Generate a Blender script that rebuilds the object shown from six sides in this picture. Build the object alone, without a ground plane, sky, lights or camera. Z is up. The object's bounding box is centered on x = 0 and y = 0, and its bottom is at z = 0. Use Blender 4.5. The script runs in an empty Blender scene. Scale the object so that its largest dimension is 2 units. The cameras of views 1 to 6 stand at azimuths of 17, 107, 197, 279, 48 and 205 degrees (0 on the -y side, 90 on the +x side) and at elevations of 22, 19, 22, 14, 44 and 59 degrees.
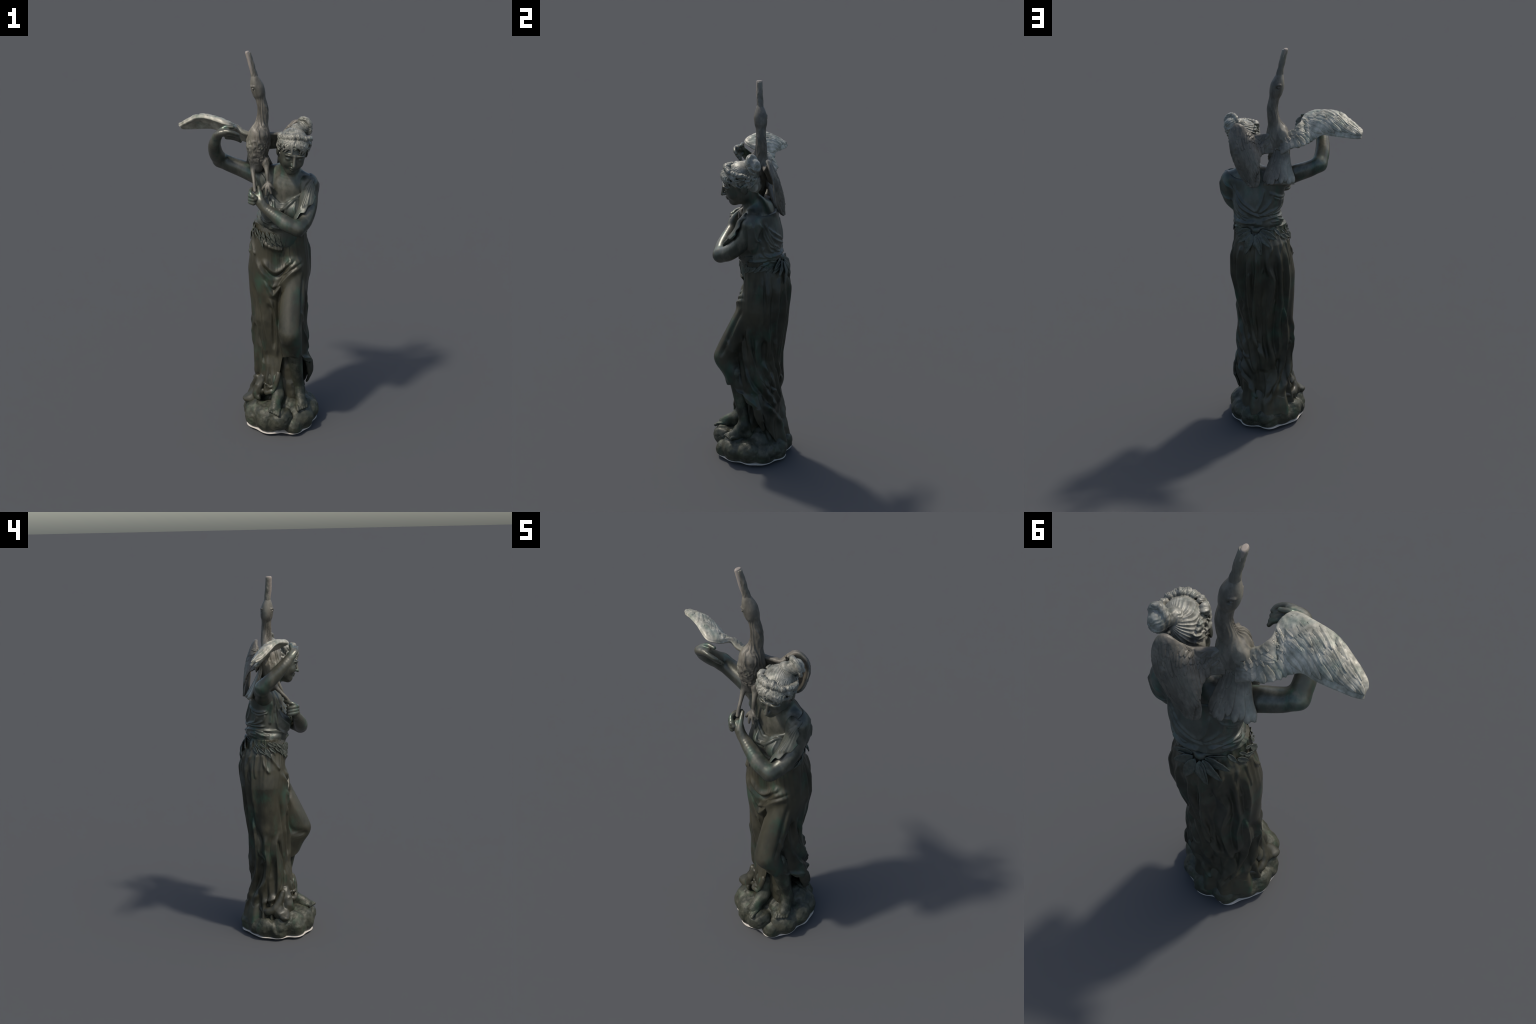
# Bronze statue of a draped young woman with a long-necked bird on her shoulder,
# standing on a rock.  Everything is modelled as "clay" (distance fields of limbs,
# lumps and ribbons blended together and skinned), lofts and swept pieces.
import bpy
import math
import numpy as np
from mathutils import Matrix, Vector

SEED = 11
rng = np.random.default_rng(SEED)
V3 = lambda *a: np.array(a, dtype=np.float64)


# ----------------------------------------------------------------------------- helpers
def unit(v):
    v = np.asarray(v, float)
    return v / (np.linalg.norm(v, axis=-1, keepdims=True) + 1e-12)


def smoothstep(a, b, x):
    t = np.clip((x - a) / (b - a), 0, 1)
    return t * t * (3 - 2 * t)


def spline(points, n):
    """Catmull-Rom curve (chord-length parameter) through control points of any width."""
    P = np.asarray(points, float)
    if len(P) == 2:
        t = np.linspace(0, 1, n)[:, None]
        return P[0] * (1 - t) + P[1] * t
    d = np.linalg.norm(np.diff(P[:, :3], axis=0), axis=1) ** 0.7 + 1e-9
    k = np.concatenate([[0], np.cumsum(d)])
    m = np.zeros_like(P)
    m[1:-1] = (P[2:] - P[:-2]) / (k[2:] - k[:-2])[:, None]
    m[0] = (P[1] - P[0]) / (k[1] - k[0])
    m[-1] = (P[-1] - P[-2]) / (k[-1] - k[-2])
    t = np.linspace(0, k[-1], n)
    i = np.clip(np.searchsorted(k, t, side="right") - 1, 0, len(P) - 2)
    h = (k[i + 1] - k[i])[:, None]
    s = ((t - k[i]) / h[:, 0])[:, None]
    return ((2 * s**3 - 3 * s**2 + 1) * P[i] + (s**3 - 2 * s**2 + s) * h * m[i]
            + (-2 * s**3 + 3 * s**2) * P[i + 1] + (s**3 - s**2) * h * m[i + 1])


def value_noise(P, scale, seed=0):
    """Smooth lattice noise in -1..1 for an (n,3) array."""
    Q = np.asarray(P, float) * scale + 57.3
    I = np.floor(Q).astype(np.int64)
    f = Q - I
    f = f * f * (3 - 2 * f)

    def hsh(a, b, c):
        h = (a * 73856093) ^ (b * 19349663) ^ (c * 83492791) ^ (seed * 2654435761)
        h = (h ^ (h >> 13)) * 1274126177
        return ((h ^ (h >> 16)) & 0xFFFF) / 32767.5 - 1.0

    out = 0
    for dx in (0, 1):
        wx = f[:, 0] if dx else 1 - f[:, 0]
        for dy in (0, 1):
            wy = f[:, 1] if dy else 1 - f[:, 1]
            for dz in (0, 1):
                wz = f[:, 2] if dz else 1 - f[:, 2]
                out = out + wx * wy * wz * hsh(I[:, 0] + dx, I[:, 1] + dy, I[:, 2] + dz)
    return out


def fbm(P, scale, octaves=3, seed=0):
    a, s, o = 1.0, scale, 0
    for i in range(octaves):
        o = o + a * value_noise(P, s, seed + i)
        a, s = a * 0.5, s * 2.03
    return o


# ----------------------------------------------------------------------------- distance primitives
def frame(z_axis, hint=(0, 0, 1)):
    z = unit(z_axis)
    h = np.asarray(hint, float)
    if abs(np.dot(z, unit(h))) > 0.95:
        h = V3(1, 0, 0)
    x = unit(np.cross(h, z))
    return np.array([x, np.cross(z, x), z])          # rows: local axes


class Ellipsoid:
    def __init__(self, c, r, axes=None):
        self.c, self.r = np.asarray(c, float), np.asarray(r, float) * np.ones(3)
        self.R = np.eye(3) if axes is None else np.asarray(axes)
        e = self.r.max()
        self.lo, self.hi = self.c - e, self.c + e

    def __call__(self, x, y, z):
        d = (x - self.c[0], y - self.c[1], z - self.c[2])
        q = [self.R[i, 0] * d[0] + self.R[i, 1] * d[1] + self.R[i, 2] * d[2] for i in range(3)]
        k0 = np.sqrt(sum((q[i] / self.r[i]) ** 2 for i in range(3)))
        k1 = np.sqrt(sum((q[i] / self.r[i] ** 2) ** 2 for i in range(3))) + 1e-9
        return k0 * (k0 - 1) / k1


class Limb:
    """Chain of round cones along a smooth spine; flat < 1 squashes it along `squash`."""
    def __init__(self, pts, radii, n=None, flat=1.0, squash=(0, 1, 0)):
        pts = np.asarray(pts, float)
        radii = np.asarray(radii, float) * np.ones(len(pts))
        n = n or (2 if len(pts) == 2 else 5 * (len(pts) - 1) + 1)
        S = spline(np.column_stack([pts, radii]), n)
        self.p, self.r = S[:, :3], S[:, 3]
        self.flat, self.q = flat, unit(squash)
        m = self.r.max()
        self.lo, self.hi = self.p.min(0) - m, self.p.max(0) + m

    def __call__(self, x, y, z):
        out = None
        for a, b, ra, rb in zip(self.p[:-1], self.p[1:], self.r[:-1], self.r[1:]):
            ab = b - a
            L = float(ab @ ab) + 1e-12
            dx, dy, dz = x - a[0], y - a[1], z - a[2]
            t = np.clip((dx * ab[0] + dy * ab[1] + dz * ab[2]) / L, 0, 1)
            dx, dy, dz = dx - t * ab[0], dy - t * ab[1], dz - t * ab[2]
            d2 = dx * dx + dy * dy + dz * dz
            if self.flat != 1.0:
                w = dx * self.q[0] + dy * self.q[1] + dz * self.q[2]
                d2 = d2 + w * w * (1 / self.flat**2 - 1)
            d = np.sqrt(d2) - (ra + (rb - ra) * t)
            out = d if out is None else np.minimum(out, d)
        return out * (1.0 if self.flat == 1 else min(1.0, self.flat * 1.4))


class Clay:
    """Grid of signed distance onto which primitives are blended, then skinned."""
    def __init__(self, lo, hi, h):
        self.h = h
        self.lo = np.asarray(lo, float)
        n = np.ceil((np.asarray(hi, float) - self.lo) / h).astype(int) + 1
        self.F = np.full(n, 0.08, np.float32)
        self.ax = [(self.lo[i] + h * np.arange(n[i])).astype(np.float32) for i in range(3)]
        self.log = []

    def _win(self, prim, pad):
        s = []
        for i in range(3):
            a = int(max(0, np.floor((prim.lo[i] - pad - self.lo[i]) / self.h)))
            b = int(min(len(self.ax[i]), np.ceil((prim.hi[i] + pad - self.lo[i]) / self.h) + 1))
            if b <= a:
                return None
            s.append(slice(a, b))
        g = np.meshgrid(*[self.ax[i][s[i]] for i in range(3)], indexing="ij", sparse=True)
        return tuple(s), g

    def add(self, prim, k=0.012, label=None, grow=0.0):
        w = self._win(prim, k + 0.012 + grow)
        if w is None:
            return self
        s, g = w
        d = (prim(*g) - grow).astype(np.float32)
        F = self.F[s]
        if k > 0:
            hh = np.clip(0.5 + 0.5 * (d - F) / k, 0, 1)
            self.F[s] = d * (1 - hh) + F * hh - k * hh * (1 - hh)
        else:
            self.F[s] = np.minimum(F, d)
        if label:
            self.log.append((label, prim))
        return self

    def cut(self, prim, k=0.006):
        w = self._win(prim, k + 0.012)
        if w is None:
            return self
        s, g = w
        d = -prim(*g).astype(np.float32)
        F = self.F[s]
        hh = np.clip(0.5 - 0.5 * (d - F) / k, 0, 1)
        self.F[s] = d * (1 - hh) + F * hh + k * hh * (1 - hh)
        return self

    def keep(self, field, k=0.003):
        """Intersect with field(x,y,z) <= 0 over the whole grid."""
        g = np.meshgrid(*self.ax, indexing="ij", sparse=True)
        d = field(*g).astype(np.float32)
        hh = np.clip(0.5 - 0.5 * (d - self.F) / k, 0, 1)
        self.F = d * (1 - hh) + self.F * hh + k * hh * (1 - hh)
        return self

    def skin(self):
        """Surface nets: one vertex in each cell the surface crosses, quads across grid edges."""
        F = self.F
        F[0], F[-1] = 1, 1
        F[:, 0], F[:, -1] = 1, 1
        F[:, :, 0], F[:, :, -1] = 1, 1
        S = F < 0
        n = np.array(F.shape)
        c = np.zeros(n - 1, np.uint8)
        corners = [(a, b, d) for a in (0, 1) for b in (0, 1) for d in (0, 1)]
        for a, b, d in corners:
            c += S[a:n[0] - 1 + a, b:n[1] - 1 + b, d:n[2] - 1 + d]
        cell = np.argwhere((c > 0) & (c < 8))
        idx = np.full(n - 1, -1, np.int32)
        idx[cell[:, 0], cell[:, 1], cell[:, 2]] = np.arange(len(cell))
        val = {k: F[cell[:, 0] + k[0], cell[:, 1] + k[1], cell[:, 2] + k[2]].astype(float) for k in corners}
        acc = np.zeros((len(cell), 3))
        cnt = np.zeros(len(cell))
        for k in corners:
            for axis in range(3):
                if k[axis]:
                    continue
                k2 = list(k)
                k2[axis] = 1
                a, b = val[k], val[tuple(k2)]
                m = (a < 0) != (b < 0)
                t = np.where(m, a / np.where(m, a - b, 1), 0)
                p = np.tile(np.array(k, float), (len(cell), 1))
                p[:, axis] += t
                acc[m] += p[m]
                cnt[m] += 1
        V = self.lo + self.h * (cell + acc / cnt[:, None])
        quads = []
        for axis in range(3):
            sl0, sl1 = [slice(1, -1)] * 3, [slice(1, -1)] * 3
            sl0[axis], sl1[axis] = slice(0, -1), slice(1, None)
            A, B = S[tuple(sl0)], S[tuple(sl1)]
            e = np.argwhere(A != B)
            off = np.ones(3, int)
            off[axis] = 0
            ins = A[e[:, 0], e[:, 1], e[:, 2]]
            e = e + off
            u, v = (axis + 1) % 3, (axis + 2) % 3
            q = []
            for du, dv in ((1, 1), (0, 1), (0, 0), (1, 0)):
                r = e.copy()
                r[:, u] -= du
                r[:, v] -= dv
                q.append(idx[r[:, 0], r[:, 1], r[:, 2]])
            q = np.stack(q, 1)
            q[~ins] = q[~ins][:, ::-1]
            quads.append(q)
        return V, np.concatenate(quads)

    def labels(self, V):
        names, best, out = [], np.full(len(V), 1e9), np.zeros(len(V), int)
        for lab, prim in self.log:
            if lab not in names:
                names.append(lab)
            d = prim(V[:, 0], V[:, 1], V[:, 2])
            m = d < best
            best[m] = d[m]
            out[m] = names.index(lab)
        return names, out


# ----------------------------------------------------------------------------- mesh helpers
def vertex_normals(V, Q):
    n = np.cross(V[Q[:, 2]] - V[Q[:, 0]], V[Q[:, 3]] - V[Q[:, 1]])
    N = np.zeros_like(V)
    for i in range(4):
        for a in range(3):
            N[:, a] += np.bincount(Q[:, i], n[:, a], len(V))
    return unit(N)


def relax(V, Q, times=1, amount=0.5, mask=None):
    e = np.concatenate([Q[:, [0, 1]], Q[:, [1, 2]], Q[:, [2, 3]], Q[:, [3, 0]]])
    e = np.concatenate([e, e[:, ::-1]])
    deg = np.bincount(e[:, 0], minlength=len(V)).astype(float)
    deg[deg == 0] = 1
    for _ in range(times):
        S = np.stack([np.bincount(e[:, 0], V[e[:, 1], a], len(V)) for a in range(3)], 1) / deg[:, None]
        w = amount if mask is None else amount * mask[:, None]
        V = V + w * (S - V)
    return V


def make_mesh(name, V, Q, normals=None):
    me = bpy.data.meshes.new(name)
    V = np.asarray(V, np.float32)
    Q = np.asarray(Q, np.int32)
    me.vertices.add(len(V))
    me.vertices.foreach_set("co", V.ravel())
    me.loops.add(Q.size)
    me.loops.foreach_set("vertex_index", Q.ravel())
    me.polygons.add(len(Q))
    me.polygons.foreach_set("loop_start", np.arange(0, Q.size, Q.shape[1], dtype=np.int32))
    me.update(calc_edges=True)
    me.validate()
    me.polygons.foreach_set("use_smooth", np.ones(len(me.polygons), bool))
    if normals is not None:
        me.normals_split_custom_set_from_vertices([tuple(x) for x in normals])
    return me


def add_object(name, mesh, parent, material=None):
    ob = bpy.data.objects.new(name, mesh)
    bpy.context.scene.collection.objects.link(ob)
    ob.parent = parent
    if material is not None:
        mesh.materials.clear()
        mesh.materials.append(material)
    return ob


def add_split(V, Q, names, lab, parent, mats):
    """Cut one smooth surface into named objects whose borders and normals coincide."""
    N = vertex_normals(V, Q)
    fl = lab[Q[:, 0]]
    out = {}
    for i, nm in enumerate(names):
        F = Q[fl == i]
        if not len(F):
            continue
        used = np.unique(F)
        re = np.zeros(len(V), int)
        re[used] = np.arange(len(used))
        nm_clean = nm.split(":")[0]
        out[nm] = add_object(nm_clean, make_mesh(nm_clean, V[used], re[F], N[used]), parent, mats[nm])
    return out


def sheet(P, closed_u=False):
    """Quads of a (rows, cols, 3) point array."""
    r, c = P.shape[:2]
    i = np.arange(r * c).reshape(r, c)
    if closed_u:
        i = np.column_stack([i, i[:, 0]])
    return np.stack([i[:-1, :-1], i[:-1, 1:], i[1:, 1:], i[1:, :-1]], -1).reshape(-1, 4)


def press(V, N, strokes, taper=0.16):
    """Folds: raise (h>0) or groove (h<0) the surface along 3D strokes (points, width, height)."""
    up, down = np.zeros(len(V)), np.zeros(len(V))
    for pts, w, h in strokes:
        S = np.asarray(pts, float) if len(pts) > 10 else spline(pts, 6 * len(pts))
        lo, hi = S.min(0) - 2.9 * w, S.max(0) + 2.9 * w
        m = np.where(np.all((V > lo) & (V < hi), 1))[0]
        if not len(m):
            continue
        best = np.full(len(m), 1e9)
        tt = np.zeros(len(m))
        P = V[m]
        for j in range(len(S) - 1):
            ab = S[j + 1] - S[j]
            t = np.clip(((P - S[j]) @ ab) / (ab @ ab + 1e-12), 0, 1)
            e = P - S[j] - t[:, None] * ab
            d = np.sqrt(np.einsum("ij,ij->i", e, e))
            k = d < best
            best[k] = d[k]
            tt[k] = (j + t[k]) / (len(S) - 1)
        prof = np.exp(-(best / (1.2 * w)) ** 1.7)
        end = smoothstep(0, taper, tt) * smoothstep(0, taper, 1 - tt) if taper > 0 else 1
        if h > 0:
            up[m] = np.maximum(up[m], h * prof * end)
        else:
            down[m] = np.minimum(down[m], h * prof * end)
    return V + N * (up + down)[:, None]


# ----------------------------------------------------------------------------- materials
def bronze(name, dark, mid, light, light_amount=0.5, green=(0.045, 0.085, 0.06), green_amount=0.3,
           scale=9.0, stretch=(1, 1, 0.45), rough=0.46, bump=0.15, grain=160.0, spec=0.3, metal=0.0, pale=None, pale_from=0.0, pale_to=-0.1):
    m = bpy.data.materials.new(name)
    m.use_nodes = True
    nt = m.node_tree
    b = nt.nodes["Principled BSDF"]
    L = nt.links.new
    tc = nt.nodes.new("ShaderNodeTexCoord")
    mp = nt.nodes.new("ShaderNodeMapping")
    mp.inputs["Scale"].default_value = stretch
    L(tc.outputs["Object"], mp.inputs["Vector"])

    def noise(sc, detail=4, rough_=0.6, vec=None):
        n = nt.nodes.new("ShaderNodeTexNoise")
        n.inputs["Scale"].default_value = sc
        n.inputs["Detail"].default_value = detail
        n.inputs["Roughness"].default_value = rough_
        L((vec or mp.outputs["Vector"]), n.inputs["Vector"])
        return n.outputs["Fac"]

    def ramp(fac, lo, hi):
        r = nt.nodes.new("ShaderNodeValToRGB")
        r.color_ramp.elements[0].position = lo
        r.color_ramp.elements[1].position = hi
        L(fac, r.inputs["Fac"])
        return r.outputs["Color"]

    def mix(fac, a, c, scale_=1.0):
        if scale_ != 1.0:
            mu = nt.nodes.new("ShaderNodeMath")
            mu.operation = "MULTIPLY"
            mu.inputs[1].default_value = scale_
            L(fac, mu.inputs[0])
            fac = mu.outputs[0]
        x = nt.nodes.new("ShaderNodeMix")
        x.data_type = "RGBA"
        L(fac, x.inputs["Factor"])
        for v, s in ((a, "A"), (c, "B")):
            sock = [i for i in x.inputs if i.name == s and i.type == "RGBA"][0]
            if isinstance(v, tuple):
                sock.default_value = (*v, 1)
            else:
                L(v, sock)
        return [o for o in x.outputs if o.type == "RGBA"][0]

    c = mix(ramp(noise(scale), 0.32, 0.68), dark, mid)
    c = mix(ramp(noise(scale * 1.7 + 3.1, 5), 0.52, 0.78), c, green, green_amount)
    c = mix(ramp(noise(scale * 2.6 + 1.7, 5, 0.65), 0.45, 0.75), c, light, light_amount)
    if pale:        # bleached end of the raised wing: fades in along x, broken up by noise
        sx = nt.nodes.new("ShaderNodeSeparateXYZ")
        L(tc.outputs["Object"], sx.inputs["Vector"])
        nz = nt.nodes.new("ShaderNodeMath")
        nz.operation = "MULTIPLY_ADD"
        nz.inputs[1].default_value = 0.16
        L(noise(14, 4), nz.inputs[0])
        L(sx.outputs["X"], nz.inputs[2])
        mr = nt.nodes.new("ShaderNodeMapRange")
        mr.inputs["From Min"].default_value = pale_from + 0.08
        mr.inputs["From Max"].default_value = pale_to + 0.08
        L(nz.outputs[0], mr.inputs["Value"])
        pc = mix(ramp(noise(scale * 2.2, 5), 0.35, 0.7), pale[0], pale[1])
        pc = mix(ramp(noise(scale * 1.3 + 2, 4), 0.5, 0.75), pc, (0.14, 0.21, 0.165), 0.5)
        c = mix(mr.outputs["Result"], c, pc)
    L(c, b.inputs["Base Color"])
    b.inputs["Metallic"].default_value = metal
    b.inputs["Specular IOR Level"].default_value = spec
    rr = nt.nodes.new("ShaderNodeMapRange")
    rr.inputs["To Min"].default_value = rough - 0.08
    rr.inputs["To Max"].default_value = rough + 0.12
    L(noise(scale * 4, 3), rr.inputs["Value"])
    L(rr.outputs["Result"], b.inputs["Roughness"])
    bp = nt.nodes.new("ShaderNodeBump")
    bp.inputs["Strength"].default_value = bump
    bp.inputs["Distance"].default_value = 0.004
    L(noise(grain, 3, 0.6, tc.outputs["Object"]), bp.inputs["Height"])
    L(bp.outputs["Normal"], b.inputs["Normal"])
    return m


M_skirt = bronze("dark_brown_bronze", (0.019, 0.020, 0.014), (0.056, 0.050, 0.031), (0.105, 0.095, 0.064), 0.38,
                 green=(0.022, 0.066, 0.042), green_amount=1.0, scale=5, stretch=(1, 1, 0.6), rough=0.40, metal=0.18, spec=0.4)
M_bodice = bronze("brown_green_bronze", (0.032, 0.038, 0.032), (0.088, 0.088, 0.068), (0.19, 0.182, 0.145), 0.4,
                  green=(0.026, 0.082, 0.058), green_amount=1.0, scale=7, rough=0.40, metal=0.25, spec=0.4)
M_skin = bronze("polished_patina_bronze", (0.034, 0.040, 0.031), (0.10, 0.095, 0.070), (0.26, 0.235, 0.185), 0.5,
                green=(0.028, 0.098, 0.068), green_amount=0.9, scale=6, rough=0.34, bump=0.06, spec=0.5, metal=0.4)
M_hair = bronze("pale_weathered_bronze", (0.065, 0.066, 0.052), (0.25, 0.238, 0.195), (0.52, 0.49, 0.41), 0.5,
                green=(0.10, 0.15, 0.11), green_amount=0.5, scale=18, rough=0.42, metal=0.15)
M_bird = bronze("weathered_bird_bronze", (0.056, 0.052, 0.042), (0.14, 0.125, 0.098), (0.30, 0.265, 0.21), 0.45,
                green=(0.065, 0.10, 0.074), green_amount=0.3, scale=12, metal=0.12, rough=0.45, pale=((0.19, 0.182, 0.138), (0.52, 0.48, 0.385)),
                pale_from=0.045, pale_to=-0.085)
M_rock = bronze("mossy_rock_bronze", (0.018, 0.022, 0.016), (0.050, 0.049, 0.032), (0.15, 0.138, 0.10), 0.5,
                green=(0.030, 0.062, 0.034), green_amount=0.8, scale=9, stretch=(1, 1, 0.8), bump=0.4, rough=0.46, metal=0.2)
M_basefill = bronze("pale_scan_fill", (0.40, 0.36, 0.30), (0.50, 0.45, 0.385), (0.56, 0.52, 0.46), 0.5,
                green=(0.38, 0.34, 0.29), green_amount=0.2, scale=14, rough=0.75, bump=0.1)  # pale scan fill under the base, not a material of the statue
M_beakfill = bronze("beige_scan_fill", (0.22, 0.185, 0.15), (0.29, 0.245, 0.20), (0.35, 0.30, 0.255), 0.5,
                    green=(0.22, 0.19, 0.16), green_amount=0.2, scale=20, rough=0.6, bump=0.1)  # colour of the scan's filled hole in the open beak

statue = bpy.data.objects.new("bronze_statue", None)
bpy.context.scene.collection.objects.link(statue)
statue["label"] = "dark bronze statue of draped woman carrying a long-necked bird"
statue["category"] = "statue"


def group(name, parent=statue):
    e = bpy.data.objects.new(name, None)
    bpy.context.scene.collection.objects.link(e)
    e.parent = parent
    return e


# ============================================================================= WOMAN: bare skin
head_c = V3(0.243, -0.020, 1.538)
yaw, pitch, roll = math.radians(20), math.radians(17), math.radians(9)
fwd = V3(math.sin(yaw) * math.cos(pitch), -math.cos(yaw) * math.cos(pitch), -math.sin(pitch))
side = unit(np.cross(fwd, V3(0, 0, 1)))                 # towards her right (-x)
side = -side                                            # towards her left (+x)
upv = unit(np.cross(fwd, -side)) * -1
upv = upv if upv[2] > 0 else -upv
side, upv = math.cos(roll) * side - math.sin(roll) * upv, math.cos(roll) * upv + math.sin(roll) * side
HEAD = np.array([side, -fwd, upv])                      # local x = her left, y = back, z = up


def on_head(x, y, z):
    return head_c + x * HEAD[0] + y * HEAD[1] + z * HEAD[2]


def head_ell(p, r):
    return Ellipsoid(on_head(*p), r, HEAD)


def torso_pieces():
    """Trunk under the dress: waist, ribs, bust, shoulders."""
    return [
        (Ellipsoid((0.160, 0.055, 1.09), (0.114, 0.100, 0.13)), 0.03),
        (Ellipsoid((0.163, 0.060, 1.235), (0.114, 0.097, 0.155)), 0.03),
        (Limb([(0.070, 0.062, 1.355), (0.076, 0.072, 1.27)], [0.046, 0.040]), 0.03),
        (Limb([(0.085, 0.055, 1.345), (0.18, 0.062, 1.362), (0.29, 0.048, 1.345)], [0.050, 0.055, 0.046]), 0.05),
        (Ellipsoid((0.245, -0.020, 1.222), (0.052, 0.058, 0.060)), 0.035),
        (Ellipsoid((0.145, -0.020, 1.206), (0.052, 0.058, 0.060)), 0.035),
        (Ellipsoid((0.190, 0.016, 1.312), (0.095, 0.050, 0.075)), 0.03),
    ]


skin = Clay((-0.235, -0.185, 1.03), (0.385, 0.165, 1.70), 0.0021)
for prim, k in torso_pieces():
    skin.add(prim, k, "torso", grow=-0.004)
# neck and the slope from neck to shoulders
skin.add(Limb([(0.196, 0.042, 1.345), (0.212, 0.028, 1.42), (0.232, 0.006, 1.49)], [0.060, 0.048, 0.050]), 0.035, "neck")
skin.add(Limb([(0.208, 0.052, 1.415), (0.255, 0.052, 1.375), (0.304, 0.046, 1.344)], [0.026, 0.032, 0.041]), 0.03, "torso")
skin.add(Limb([(0.198, 0.056, 1.42), (0.14, 0.06, 1.395), (0.085, 0.055, 1.37)], [0.030, 0.036, 0.044]), 0.035, "torso")
# head: skull, face, jaw, nose, brow, lips, cheeks
skin.add(head_ell((0, 0.004, 0.010), (0.064, 0.080, 0.068)), 0.02, "head")
skin.add(head_ell((0, -0.030, -0.030), (0.058, 0.062, 0.073)), 0.025, "head")
skin.add(Limb([on_head(0, -0.045, -0.074), on_head(0, -0.068, -0.089)], [0.030, 0.016]), 0.025, "head")
skin.add(Limb([on_head(-0.036, 0.0, -0.062), on_head(0, -0.058, -0.083)], [0.026, 0.018]), 0.02, "head")
skin.add(Limb([on_head(0.036, 0.0, -0.062), on_head(0, -0.058, -0.083)], [0.026, 0.018]), 0.02, "head")
for sx in (-1, 1):
    skin.cut(head_ell((sx * 0.026, -0.097, -0.008), (0.017, 0.014, 0.011)), 0.010)
    skin.add(head_ell((sx * 0.026, -0.0745, -0.012), (0.0145, 0.012, 0.009)), 0.005, "head")
    skin.add(Limb([on_head(sx * 0.011, -0.087, 0.010), on_head(sx * 0.028, -0.088, 0.013), on_head(sx * 0.044, -0.074, 0.006)],
                  [0.0048, 0.0048, 0.004]), 0.012, "head")
    skin.add(head_ell((sx * 0.032, -0.062, -0.040), (0.018, 0.020, 0.020)), 0.015, "head")
    skin.add(head_ell((sx * 0.008, -0.096, -0.035), (0.006, 0.008, 0.006)), 0.005, "head")
    skin.add(head_ell((sx * 0.071, 0.004, -0.018), (0.008, 0.018, 0.026)), 0.006, "head")
skin.add(Limb([on_head(0, -0.087, 0.010), on_head(0, -0.099, -0.015), on_head(0, -0.108, -0.034)], [0.006, 0.0065, 0.008]), 0.007, "head")
skin.add(Limb([on_head(-0.017, -0.082, -0.056), on_head(0, -0.0925, -0.054), on_head(0.017, -0.082, -0.056)], [0.003, 0.0055, 0.003]), 0.004, "head")
skin.add(Limb([on_head(-0.014, -0.081, -0.064), on_head(0, -0.0905, -0.065), on_head(0.014, -0.081, -0.064)], [0.003, 0.006, 0.003]), 0.003, "head")

# --- her left arm, folded across the waist, hand holding the bird's leg
L_sh, L_el, L_wr = V3(0.308, 0.046, 1.335), V3(0.290, -0.119, 1.162), V3(0.118, -0.114, 1.258)
skin.add(Limb([L_sh, V3(0.317, 0.002, 1.246), V3(0.309, -0.066, 1.184), L_el], [0.044, 0.042, 0.040, 0.037]), 0.02, "upper_arm")
skin.add(Limb([L_el, V3(0.238, -0.126, 1.184), V3(0.175, -0.121, 1.222), L_wr], [0.037, 0.038, 0.032, 0.0225]), 0.012, "forearm")
skin.add(Limb([L_wr, V3(0.100, -0.112, 1.280), V3(0.080, -0.100, 1.300)], [0.022, 0.028, 0.025], flat=0.8, squash=(0.4, 0.9, 0)), 0.012, "hand")
# fist: three curled fingers stacked, index finger and thumb up along the leg
FIST = V3(0.007, -0.011, -0.009)
for j, dz in enumerate((0.004, -0.013, -0.029)):
    skin.add(Limb([FIST + V3(0.062, -0.118, 1.318 + dz), FIST + V3(0.040, -0.103, 1.318 + dz), FIST + V3(0.038, -0.078, 1.312 + dz), FIST + V3(0.060, -0.066, 1.308 + dz)],
                  [0.0115, 0.0115, 0.0105, 0.009]), 0.003, "hand")
skin.add(Limb([FIST + V3(0.072, -0.116, 1.312), FIST + V3(0.044, -0.104, 1.334), FIST + V3(0.040, -0.080, 1.345), V3(0.062, -0.062, 1.340)],
              [0.0115, 0.0105, 0.010, 0.008]), 0.004, "hand")
skin.add(Limb([V3(0.106, -0.118, 1.292), V3(0.094, -0.098, 1.320), V3(0.078, -0.070, 1.347)], [0.013, 0.0115, 0.008]), 0.005, "hand")

# --- her right arm, raised sideways, hand holding up the wing
R_sh, R_el, R_wr = V3(0.055, 0.050, 1.358), V3(-0.150, 0.024, 1.446), V3(-0.114, -0.118, 1.600)
skin.add(Limb([R_sh, V3(-0.035, 0.044, 1.398), V3(-0.105, 0.036, 1.424), R_el], [0.045, 0.043, 0.040, 0.037]), 0.02, "upper_arm:b")
skin.add(Limb([R_el, V3(-0.154, -0.022, 1.490), V3(-0.142, -0.076, 1.548), R_wr], [0.037, 0.036, 0.031, 0.023]), 0.014, "forearm:b")
skin.add(Limb([R_wr, V3(-0.095, -0.130, 1.622), V3(-0.058, -0.130, 1.632)], [0.022, 0.026, 0.023], flat=0.75, squash=(-0.3, 0.3, 1)), 0.012, "hand:b")
for j, (dy, dz) in enumerate(((-0.012, 0.004), (-0.004, -0.010), (0.006, -0.022), (0.016, -0.032))):
    a = V3(-0.064, -0.130 + dy, 1.634 + dz)
    skin.add(Limb([a, a + V3(0.030, 0.0, -0.002), a + V3(0.055, 0.008, -0.012), a + V3(0.064, 0.018, -0.022)],
                  [0.0105, 0.0098, 0.0088, 0.007]), 0.003, "hand:b")
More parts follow.
